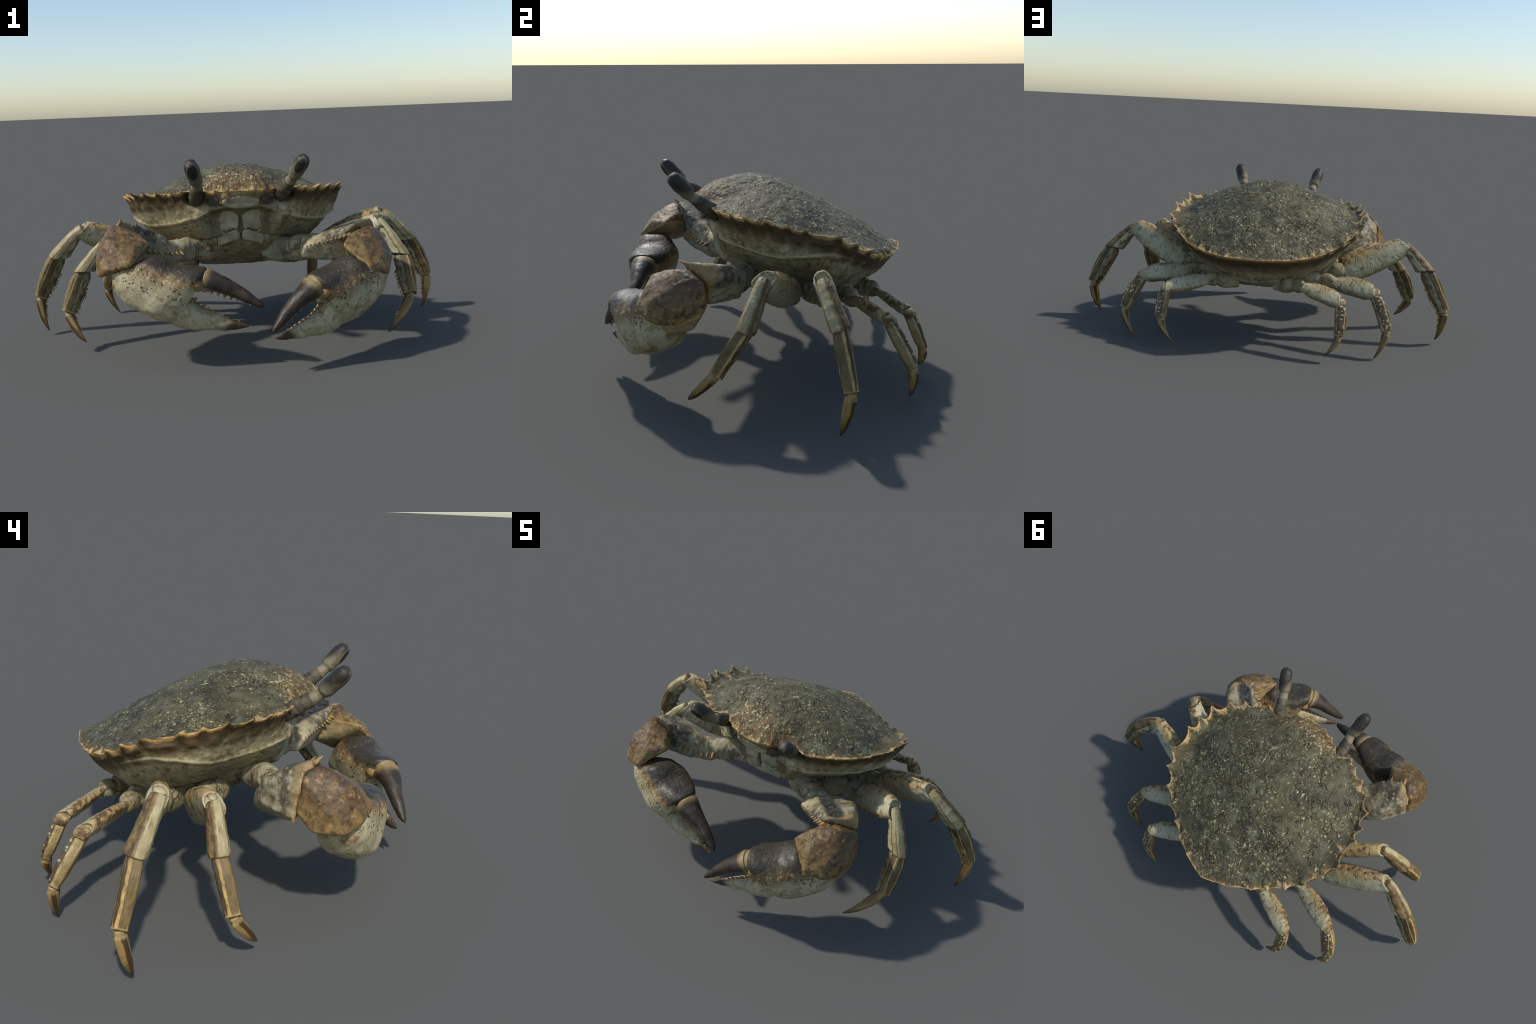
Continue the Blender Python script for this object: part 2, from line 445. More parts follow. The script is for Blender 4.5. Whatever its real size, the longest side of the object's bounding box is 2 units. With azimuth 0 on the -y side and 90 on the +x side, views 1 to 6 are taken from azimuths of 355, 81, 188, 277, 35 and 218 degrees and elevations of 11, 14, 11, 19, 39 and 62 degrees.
def mat_pale(name, a=CREAM, b=CREAM2, stain=BROWN, amount=0.5, crack=0.5, scale=1.0, stretch=(1, 1, 1)):
    """Pale shell plate with brown stains and fine dark cracks."""
    n = Nodes(name)
    o = n.mapping(n.obj, scale=stretch)
    fine = n.noise(o, 60 * scale, 4, 0.6)
    col = n.mix(n.ramp(n.noise(o, 12 * scale, 4), (0.35, 0.0), (0.65, 1.0)), a, b)
    st = n.noise(n.mapping(o, loc=(2, 5, 1)), 17 * scale, 5, 0.65)
    col = n.mix(n.ramp(st, (0.48, 0.0), (0.68, amount)), col, stain)
    cr = n.voronoi(n.mapping(o, loc=(3, 3, 1)), 20 * scale, 'DISTANCE_TO_EDGE')
    cm = n.mul(n.ramp(n.add(cr, centred(n, fine, 0.12)), (0.03, 0.85), (0.07, 0.0)), n.ramp(n.noise(n.mapping(o, loc=(8, 1, 1)), 14 * scale), (0.48, 0.0), (0.58, crack)))
    col = n.mix(cm, col, DKBROWN)
    return n.finish(col, 0.58, n.add(n.mul(fine, 0.6), n.mul(st, 1.0), n.mul(cm, -1.0)), 0.6, 0.005, 0.28)

def mat_arm(name, base, axis, up):
    """Upper arm: wrinkled cream near the body, slate and brown blotches on the far upper side."""
    n = Nodes(name)
    o = n.obj
    def along(v, off):
        d = n.t.nodes.new("ShaderNodeVectorMath"); d.operation = 'DOT_PRODUCT'
        n.t.links.new(o, d.inputs[0]); d.inputs[1].default_value = tuple(map(float, v))
        return n.math('SUBTRACT', d.outputs["Value"], float(off))
    t = along(axis, np.dot(axis, base)); h = along(up, np.dot(up, base))
    fine = n.noise(o, 65, 4, 0.6)
    a = n.noise(o, 18, 5, 0.65); b = n.noise(n.mapping(o, loc=(4, 1, 2)), 34, 4, 0.6)
    col = n.mix(n.ramp(n.noise(o, 11, 4), (0.35, 0.0), (0.65, 1.0)), srgb(182, 172, 140), srgb(144, 134, 102))
    col = n.mix(n.ramp(b, (0.52, 0.0), (0.66, 0.7)), col, srgb(102, 84, 54))
    dark = n.mul(n.ramp(n.add(h, centred(n, a, 0.10)), (0.02, 0.0), (0.05, 1.0)), n.ramp(n.add(t, centred(n, b, 0.08)), (0.11, 0.0), (0.18, 1.0)))
    col = n.mix(n.mul(dark, n.ramp(a, (0.40, 0.3), (0.55, 0.92))), col, srgb(70, 63, 50))
    scab = n.mul(dark, n.ramp(n.add(n.voronoi(o, 36), centred(n, fine, 0.5)), (0.20, 0.75), (0.32, 0.0)))
    col = n.mix(scab, col, srgb(160, 150, 120))
    rimm = n.ramp(n.add(t, centred(n, a, 0.06)), (0.30, 0.0), (0.335, 0.7))
    col = n.mix(rimm, col, srgb(160, 132, 86))
    wr = n.noise(n.mapping(o, scale=(1, 1, 0.6)), 26, 3, 0.6, 1.5)
    line = n.mul(n.ramp(wr, (0.47, 0.0), (0.495, 0.8), (0.52, 0.0)), n.ramp(n.noise(n.mapping(o, loc=(3, 8, 2)), 12), (0.48, 0.0), (0.58, 1.0)))
    col = n.mix(line, col, srgb(58, 48, 32))
    return n.finish(col, 0.55, n.add(n.mul(fine, 0.6), n.mul(b, 0.8), n.mul(line, -1.0), n.mul(scab, 0.5)), 0.6, 0.005, 0.32)

def mat_merus(name="leg_merus", tan=0.0):
    """Leg thigh: pale flanks with dark cracks, brown blotches on the dorsal side."""
    n = Nodes(name)
    g = n.sep(n.gen); o = n.obj
    fine = n.noise(o, 75, 4, 0.6)
    blo = n.noise(n.mapping(o, loc=(0, 0, tan)), 22, 5, 0.65)
    col = n.mix(n.ramp(n.noise(o, 14, 4), (0.35, 0.0), (0.65, 1.0)), srgb(184, 178, 146), srgb(158, 148, 112))
    dors = n.add(g[1], centred(n, blo, 0.55))
    col = n.mix(n.ramp(dors, (0.62 - tan * .25, 0.0), (0.84 - tan * .25, 0.85)), col, srgb(164, 136, 88))
    col = n.mix(n.mul(n.ramp(dors, (0.72 - tan * .2, 0.0), (0.90, 0.9)), n.ramp(n.noise(n.mapping(o, loc=(5, 5, 1)), 30, 4, 0.65), (0.48, 0.0), (0.60, 1.0))), col, srgb(84, 62, 36))
    lo = n.add(n.math('SUBTRACT', 1.0, g[1]), centred(n, fine, 0.3))
    col = n.mix(n.ramp(lo, (0.86, 0.0), (0.98, 0.75)), col, srgb(116, 90, 52))
    ends = n.add(n.math('ABSOLUTE', n.math('SUBTRACT', g[0], 0.5)), centred(n, blo, 0.06))
    col = n.mix(n.ramp(ends, (0.44, 0.0), (0.485, 0.75)), col, srgb(140, 112, 66))
    cr = n.voronoi(n.mapping(o, loc=(3, 3, 1), scale=(1.6, 0.8, 1)), 26, 'DISTANCE_TO_EDGE')
    cm = n.mul(n.ramp(n.add(cr, centred(n, fine, 0.16)), (0.03, 0.9), (0.075, 0.0)), n.ramp(n.noise(n.mapping(o, loc=(8, 1, 1)), 34, 3), (0.51, 0.0), (0.58, 0.7)))
    col = n.mix(cm, col, srgb(66, 54, 34))
    return n.finish(col, 0.52, n.add(n.mul(fine, 0.6), n.mul(blo, 0.8), n.mul(cm, -1.4)), 0.6, 0.005, 0.35)

def mat_leg(name, side, rear, front, ridge, flank, groove, ventral, at=0.5, width=0.07, split=0.45, spots=0.0):
    """Lower leg. Across the back: dark rear face, wavy pale keel at `at`, front face; paler flanks below.
    side is +1 or -1: which way local Z points (towards the front on +1)."""
    n = Nodes(name)
    g = n.sep(n.gen); o = n.obj
    f = g[2] if side > 0 else n.math('SUBTRACT', 1.0, g[2])
    fine = n.noise(n.mapping(o, scale=(0.5, 2, 2)), 60, 4, 0.6)
    strk = n.noise(n.mapping(o, scale=(0.16, 1, 1)), 85, 4, 0.65)
    mot = n.noise(n.mapping(o, scale=(0.55, 1, 1)), 40, 5, 0.7)
    mot2 = n.noise(n.mapping(o, loc=(3, 1, 6), scale=(0.4, 1, 1)), 22, 4, 0.6)
    wob = centred(n, n.noise(n.mapping(o, scale=(0.7, 1, 1)), 44, 3), 0.20)
    ff = n.add(f, n.mul(wob, 0.8))
    rcol = n.mix(n.ramp(mot, (0.40, 0.0), (0.58, 1.0)), rear[0], rear[1])
    fcol = n.mix(n.ramp(mot2, (0.40, 0.0), (0.60, 1.0)), front[0], front[1])
    col = n.mix(n.ramp(ff, (at - .02, 0.0), (at + .03, 1.0)), rcol, fcol)
    v = n.add(g[1], wob)
    fl = n.mix(n.ramp(mot, (0.45, 0.0), (0.58, 0.9)), flank, groove)
    col = n.mix(n.ramp(v, (split - .03, 1.0), (split + .03, 0.0)), col, fl)
    col = n.mix(n.ramp(n.math('ABSOLUTE', n.math('SUBTRACT', v, split + .02)), (0.01, 0.85), (0.045, 0.0)), col, groove)
    col = n.mix(n.ramp(v, (0.05, 0.8), (0.13, 0.0)), col, ventral)
    up = n.ramp(g[1], (0.62, 0.0), (0.76, 1.0))
    keel = n.mul(n.ramp(n.math('ABSOLUTE', n.math('SUBTRACT', ff, at)), (width, 1.0), (width + .05, 0.0)), up)
    dark = n.mul(n.ramp(n.math('ABSOLUTE', n.math('SUBTRACT', ff, at - width - .09)), (.02, .9), (.07, 0.0)), up)
    col = n.mix(n.mul(dark, n.ramp(mot, (0.40, 0.3), (0.58, 1.0))), col, groove)
    col = n.mix(n.mul(keel, n.ramp(mot, (0.42, 1.0), (0.62, 0.35))), col, ridge)
    edge = n.ramp(n.math('ABSOLUTE', n.math('SUBTRACT', n.add(g[1], n.mul(wob, .4)), 0.80)), (0.015, 0.8), (0.05, 0.0))
    col = n.mix(n.mul(edge, n.ramp(n.math('ABSOLUTE', n.math('SUBTRACT', f, 0.5)), (0.30, 0.0), (0.38, 1.0))), col, ridge)
    col = n.mix(n.ramp(strk, (0.57, 0.0), (0.68, 0.55)), col, groove)
    if spots:
        sp = n.mul(n.ramp(n.add(n.voronoi(n.mapping(o, scale=(1.3, 0.8, 0.8)), 58), centred(n, fine, 0.4)), (0.28, spots), (0.36, 0.0)), n.ramp(f, (0.12, 1.0), (0.32, 0.0)), n.ramp(g[1], (0.25, 0.0), (0.4, 1.0)))
        col = n.mix(sp, col, srgb(186, 178, 146))
    ends = n.add(n.math('ABSOLUTE', n.math('SUBTRACT', g[0], 0.5)), n.mul(wob, 0.3))
    col = n.mix(n.ramp(ends, (0.465, 0.0), (0.49, 0.8)), col, ridge)
    return n.finish(col, 0.5, n.add(n.mul(fine, 0.6), n.mul(strk, 0.9), n.mul(mot, 0.9), n.mul(keel, 0.4)), 0.6, 0.005, 0.32)

def mat_dactyl():
    n = Nodes("leg_dactyl")
    g = n.sep(n.gen); o = n.obj
    strk = n.noise(n.mapping(o, scale=(0.07, 1, 1)), 100, 3, 0.6)
    lanes = n.noise(n.mapping(o, scale=(0.03, 1, 1)), 48, 2, 0.5)
    col = n.mix(n.ramp(lanes, (0.44, 0.0), (0.56, 1.0)), srgb(72, 54, 32), srgb(154, 126, 76))
    col = n.mix(n.ramp(strk, (0.55, 0.0), (0.68, 0.7)), col, srgb(54, 40, 26))
    col = n.mix(n.ramp(g[0], (0.03, 0.85), (0.16, 0.0)), col, srgb(166, 142, 92))
    col = n.mix(n.ramp(n.add(g[0], centred(n, lanes, .2)), (0.55, 0.0), (0.95, 0.9)), col, srgb(70, 50, 32))
    return n.finish(col, 0.42, n.add(strk, n.mul(lanes, 1.5)), 0.6, 0.004, 0.4)

def mat_palm():
    """Claw hand: slate back, speckled brown flank, cream belly (Object coords: X to the tip, Y dorsal)."""
    n = Nodes("claw_palm")
    o = n.obj; x, y, z = n.sep(o)
    fine = n.noise(o, 65, 4, 0.6)
    cl = n.noise(o, 13, 5, 0.65)
    mid = n.noise(n.mapping(o, loc=(1, 2, 3)), 30, 5, 0.65)
    hgt = n.add(y, n.mul(x, -0.52), -0.012, centred(n, cl, 0.07))
    col = n.mix(n.ramp(n.noise(o, 16, 4), (0.35, 0.0), (0.65, 1.0)), srgb(190, 180, 144), srgb(160, 150, 116))
    col = n.mix(n.ramp(mid, (0.52, 0.0), (0.66, 0.6)), col, srgb(128, 98, 56))
    col = n.mix(n.mul(n.ramp(n.add(hgt, 0.1), (0.02, 0.0), (0.085, 0.95)), n.ramp(mid, (0.3, 0.6), (0.55, 1.0))), col, srgb(124, 94, 54))
    rust = n.mul(n.ramp(n.noise(n.mapping(o, loc=(8, 2, 6)), 9, 4), (0.54, 0.0), (0.66, 0.8)), n.ramp(mid, (0.4, 0.2), (0.6, 1.0)))
    col = n.mix(rust, col, srgb(110, 78, 42))
    v1 = n.add(n.voronoi(o, 52), centred(n, fine, 0.5)); v2 = n.add(n.voronoi(n.mapping(o, loc=(3, 3, 3)), 90), centred(n, fine, 0.4))
    zone = n.ramp(n.add(hgt, 0.2), (0.05, 0.0), (0.12, 1.0), (0.23, 1.0))
    spots = n.mul(n.math('MAXIMUM', n.ramp(v1, (0.24, 0.95), (0.33, 0.0)), n.ramp(v2, (0.22, 0.8), (0.30, 0.0))), zone, n.ramp(n.noise(n.mapping(o, loc=(4, 2, 3)), 14, 3), (0.43, 0.0), (0.53, 1.0)))
    col = n.mix(spots, col, srgb(62, 40, 22))
    pal = n.mul(n.ramp(n.add(n.voronoi(n.mapping(o, loc=(6, 3, 3)), 58), centred(n, fine, 0.5)), (0.24, 0.85), (0.33, 0.0)), n.ramp(n.add(hgt, 0.1), (0.02, 0.0), (0.06, 1.0), (0.1, 1.0), (0.115, 0.0)))
    col = n.mix(pal, col, srgb(188, 170, 124))
    back = n.ramp(n.add(hgt, 0.1, centred(n, fine, 0.02), centred(n, mid, 0.04)), (0.085, 0.0), (0.122, 0.96))
    col = n.mix(back, col, n.mix(n.ramp(mid, (0.42, 0.0), (0.62, 1.0)), srgb(42, 41, 37), srgb(62, 54, 40)))
    tipd = n.add(x, centred(n, cl, 0.06))
    col = n.mix(n.ramp(tipd, (0.175, 0.0), (0.215, 0.95)), col, srgb(62, 44, 30))
    scr = n.noise(n.mapping(o, scale=(1, 2.2, 1), rot=(0, 0, .5)), 30, 3, 0.6, 1.0)
    fl = n.mul(n.ramp(scr, (0.485, 0.0), (0.5, 0.75), (0.515, 0.0)), back, n.ramp(n.noise(n.mapping(o, loc=(7, 7, 3)), 15), (0.53, 0.0), (0.6, 1.0)))
    col = n.mix(fl, col, srgb(164, 150, 108))
    cr = n.mul(n.ramp(n.noise(n.mapping(o, loc=(1, 1, 9)), 20, 4, 0.6, 1.2), (0.482, 0.0), (0.5, 0.75), (0.518, 0.0)), n.ramp(n.add(hgt, 0.2), (0.1, 1.0), (0.16, 0.0)), n.ramp(n.noise(n.mapping(o, loc=(2, 7, 3)), 11), (0.52, 0.0), (0.6, 1.0)))
    col = n.mix(cr, col, srgb(84, 72, 46))
    return n.finish(col, n.ramp(back, (0.0, 0.56), (1.0, 0.44)), n.add(n.mul(fine, 0.6), n.mul(mid, 0.8), n.mul(spots, -0.6), n.mul(cr, -0.6)), 0.5, 0.005, 0.35)

def mat_finger():
    n = Nodes("claw_finger")
    o = n.obj; x, y, z = n.sep(o)
    fine = n.noise(n.mapping(o, scale=(0.35, 2, 2)), 60, 4, 0.6)
    cl = n.noise(o, 18, 5, 0.65)
    h = n.add(y, n.mul(x, -0.06), centred(n, cl, 0.018))
    col = n.mix(n.ramp(n.add(h, 0.015), (0.0, 0.0), (0.022, 1.0)), srgb(176, 164, 126), n.mix(n.ramp(cl, (0.4, 0.0), (0.6, 1.0)), srgb(46, 40, 34), srgb(66, 54, 40)))
    col = n.mix(n.ramp(x, (0.13, 0.0), (0.235, 0.9)), col, srgb(52, 41, 29))
    col = n.mix(n.ramp(n.add(x, centred(n, cl, 0.05)), (0.004, 0.85), (0.03, 0.0)), col, srgb(150, 128, 84))
    col = n.mix(n.ramp(fine, (0.62, 0.0), (0.72, 0.55)), col, srgb(128, 112, 80))
    return n.finish(col, 0.45, n.add(fine, n.mul(cl, 0.6)), 0.45, 0.004, 0.35)

def mat_wrist(name, p0, nv):
    """Mottled brown wrist; the lip that overhangs the hand (plane p0, normal nv) is worn tan."""
    n = Nodes(name)
    o = n.obj; x, y, z = n.sep(o)
    d = n.t.nodes.new("ShaderNodeVectorMath"); d.operation = 'DOT_PRODUCT'
    n.t.links.new(o, d.inputs[0]); d.inputs[1].default_value = tuple(map(float, nv))
    dist = n.math('SUBTRACT', d.outputs["Value"], float(np.dot(p0, nv)))
    fine = n.noise(o, 65, 4, 0.6)
    a = n.noise(o, 19, 5, 0.65); b = n.noise(n.mapping(o, loc=(4, 1, 2)), 42, 5, 0.7)
    big = n.noise(n.mapping(o, loc=(2, 9, 2)), 8, 3)
    col = n.mix(n.ramp(a, (0.38, 0.0), (0.60, 1.0)), srgb(72, 54, 36), srgb(116, 90, 54))
    col = n.mix(n.ramp(n.add(big, centred(n, a, 0.3)), (0.48, 0.0), (0.62, 0.8)), col, srgb(60, 48, 36))
    col = n.mix(n.ramp(b, (0.52, 0.0), (0.66, 0.85)), col, srgb(52, 38, 26))
    col = n.mix(n.ramp(n.noise(n.mapping(o, loc=(9, 4, 2)), 30, 4, 0.65), (0.56, 0.0), (0.68, 0.8)), col, srgb(168, 132, 82))
    low = n.add(dist, centred(n, a, 0.10))
    col = n.mix(n.mul(n.ramp(low, (0.015, 0.75), (0.085, 0.0)), n.ramp(b, (0.42, 1.0), (0.58, 0.2))), col, srgb(148, 122, 74))
    lip = n.add(dist, 0.1, centred(n, fine, 0.008), centred(n, a, 0.012))
    col = n.mix(n.ramp(lip, (0.085, 0.6), (0.1, 0.0)), col, srgb(150, 136, 100))
    col = n.mix(n.ramp(lip, (0.093, 0.0), (0.1, 0.85), (0.107, 0.0)), col, srgb(182, 148, 94))
    return n.finish(col, 0.5, n.add(n.mul(fine, 0.8), n.mul(b, 1.0)), 0.55, 0.005, 0.35)

def mat_eye():
    """Stalk (Generated X from root to tip, Y towards the front)."""
    n = Nodes("eye_stalk")
    g = n.sep(n.gen); o = n.obj
    fine = n.noise(o, 75, 4, 0.6)
    wr = n.noise(n.mapping(o, scale=(2.2, 0.7, 0.7)), 34, 4, 0.6)
    col = n.mix(n.ramp(wr, (0.38, 0.0), (0.62, 1.0)), srgb(50, 45, 35), srgb(92, 83, 62))
    xx = n.add(g[0], centred(n, wr, 0.10))
    col = n.mix(n.ramp(xx, (0.42, 0.0), (0.46, 0.6), (0.50, 0.6), (0.58, 0.45), (0.8, 0.2)), col, srgb(146, 136, 104))
    back = n.add(g[0], n.mul(n.math('SUBTRACT', 0.5, g[1]), 0.42), centred(n, wr, 0.12))
    col = n.mix(n.ramp(back, (0.64, 0.0), (0.80, 0.95)), col, srgb(44, 39, 30))
    # lens: oval on the front of the tip, ringed by a pale lid
    fy = n.math('SUBTRACT', g[0], 0.86); fz = n.math('SUBTRACT', g[2], 0.5)
    r = n.math('SQRT', n.add(n.mul(fy, fy, 36.0), n.mul(fz, fz, 7.0)))
    fr = n.ramp(g[1], (0.45, 0.0), (0.6, 1.0))
    col = n.mix(n.mul(fr, n.ramp(r, (0.82, 0.35), (0.95, 0.0))), col, srgb(160, 150, 118))
    col = n.mix(n.mul(fr, n.ramp(r, (0.72, 0.97), (0.86, 0.0))), col, srgb(34, 32, 28))
    return n.finish(col, n.ramp(g[0], (0.6, 0.62), (0.95, 0.5)), n.add(fine, wr), 0.5, 0.004, 0.4)

# -------------------------------------------------------------- shell outline
# Half outline, front to rear: rostrum teeth, eye notch, outer eye tooth, 13 side teeth, rear tooth.
TIPS = V([(0, -.279, .711), (.058, -.277, .712), (.113, -.257, .712), (.155, -.226, .708), (.205, -.200, .708),
          (.259, -.213, .710), (.303, -.192, .703), (.372, -.153, .700), (.432, -.101, .697), (.494, -.027, .695),
          (.512, .055, .674), (.530, .124, .659), (.535, .259, .630), (.496, .340, .589), (.438, .414, .549),
          (.373, .476, .515), (.299, .524, .494), (.231, .570, .485), (.138, .621, .481), (0, .667, .486)])
SCALLOP = V([.008, .013, .013, .004, .003, .011, .018, .020, .023, .027, .025, .032, .029, .023, .019, .016, .011, .008, .007])
NG = len(TIPS) - 1
KG = 16
TAU = np.linspace(0, NG, NG * KG + 1)

def sym(P):
    """Catmull-Rom on a half outline mirrored at both ends so it meets x = 0 squarely."""
    P = np.asarray(P, float)
    M = V([-1, 1, 1])
    E = np.vstack([P[1] * M, P, P[-2] * M])
    return catmull(E, TAU + 1)

base = sym(TIPS)
tang = np.gradient(base, axis=0)
inw = np.c_[-tang[:, 1], tang[:, 0], np.zeros(len(base))]
inw /= np.linalg.norm(inw, axis=1)[:, None] + 1e-9
gi = np.clip(np.floor(TAU).astype(int), 0, NG - 1)
gu = TAU - gi
skew = np.clip(gu, 0, 1) ** 1.15
scal = SCALLOP[gi] * (np.clip(4 * skew * (1 - skew), 0, 1)) ** 0.82
tip_k = np.abs(np.cos(np.pi * gu)) ** 14 * np.where((SCALLOP[gi] > .009) & (TAU > 5.5), 1, 0)
rim = base + inw * (scal - .002 * tip_k)[:, None]
rim[:, 2] -= scal * 0.25
rim[:, 2] += (.004 + .007 * (smooth01(5.5, 7, TAU) - smooth01(13, 16, TAU))) * np.where(SCALLOP[gi] > .009, 1, 0) * np.abs(np.cos(np.pi * gu)) ** 10 * (1 - smooth01(14, 18, TAU))
toothiness = np.abs(np.cos(np.pi * gu)) ** 6 * np.where(SCALLOP[gi] > .009, 1, 0.2)

MID = V([(-.262, .722), (-.237, .743), (-.197, .768), (-.138, .789), (-.078, .803), (-.03, .807), (.022, .806), (.082, .793), (.143, .773),
         (.204, .745), (.287, .701), (.37, .657), (.455, .607), (.541, .551), (.622, .492)])
LAT = V([(.10, .06, .796), (.159, .06, .779), (.25, .06, .750), (.337, .06, .714), (.40, .06, .680), (.455, .07, .650),
         (.083, -.07, .799), (.131, -.07, .785), (.184, -.07, .762), (.255, -.07, .744), (.33, -.07, .714), (.39, -.06, .688), (.43, -.03, .672),
         (.121, .219, .727), (.10, -.20, .757), (.19, -.16, .727), (.47, .15, .634), (.46, .22, .618), (.42, .15, .650), (.40, .25, .622), (.31, .31, .632), (.25, .40, .593)])
ctrl, vals = [], []
for y, z in MID:
    ctrl.append((0, y)); vals.append(z)
for x, y, z in LAT:
    for sgn in (1, -1):
        ctrl.append((sgn * x, y)); vals.append(z)
for k in range(0, len(base), KG // 2):
    for sgn in ((1, -1) if base[k, 0] > 1e-6 else (1,)):
        ctrl.append((sgn * base[k, 0], base[k, 1])); vals.append(base[k, 2])
dome = tps(ctrl, vals)

def ridge_curve():
    rd = sym(RIDGE)
    th = np.arctan2(rd[:, 0], -(rd[:, 1] - SHELL_C[1])) / np.pi
    return [(float(a), float(np.interp(a, th, rd[:, 2]))) for a in np.linspace(0, 1, 41)]

def margin_curve(values):
    """Samples (angle / pi, value) along the half outline, four to a tooth, for a material's Float Curve."""
    th = np.arctan2(rim[:, 0], -(rim[:, 1] - SHELL_C[1])) / np.pi
    th[0], th[-1] = 0.0, 1.0
    return [(float(th[i]), float(values[i])) for i in range(0, len(rim), KG // 4)]

# lower rings of the side wall at the same stations
RIDGE = V([(0, -.242, .640), (.058, -.239, .640), (.105, -.228, .632), (.150, -.214, .612), (.195, -.203, .590), (.233, -.177, .580),
           (.268, -.133, .566), (.309, -.079, .551), (.349, -.028, .541), (.396, .027, .535), (.434, .072, .537), (.472, .129, .549), (.488, .235, .556),
           (.458, .312, .528), (.400, .384, .492), (.336, .442, .455), (.266, .488, .432), (.200, .526, .420), (.116, .566, .414), (0, .584, .414)])
LOW = V([(0, -.166, .505), (.05, -.166, .505), (.10, -.164, .500), (.135, -.150, .492), (.162, -.125, .486), (.190, -.095, .480),
         (.222, -.06, .472), (.248, -.02, .462), (.272, .02, .452), (.300, .06, .440), (.318, .10, .430), (.340, .15, .420), (.355, .23, .404),
         (.347, .295, .397), (.31, .36, .393), (.265, .41, .387), (.215, .448, .381), (.165, .478, .370), (.09, .502, .356), (0, .512, .348)])
STERN = V([(0, -.146, .462), (.04, -.143, .460), (.075, -.134, .450), (.10, -.117, .435), (.118, -.097, .420), (.130, -.072, .402), (.140, -.038, .384),
           (.148, .00, .364), (.155, .04, .346), (.160, .08, .332), (.164, .13, .320), (.166, .18, .308), (.168, .24, .297), (.166, .29, .290),
           (.16, .345, .287), (.15, .38, .298), (.13, .415, .310), (.105, .445, .322), (.06, .468, .332), (0, .475, .334)])

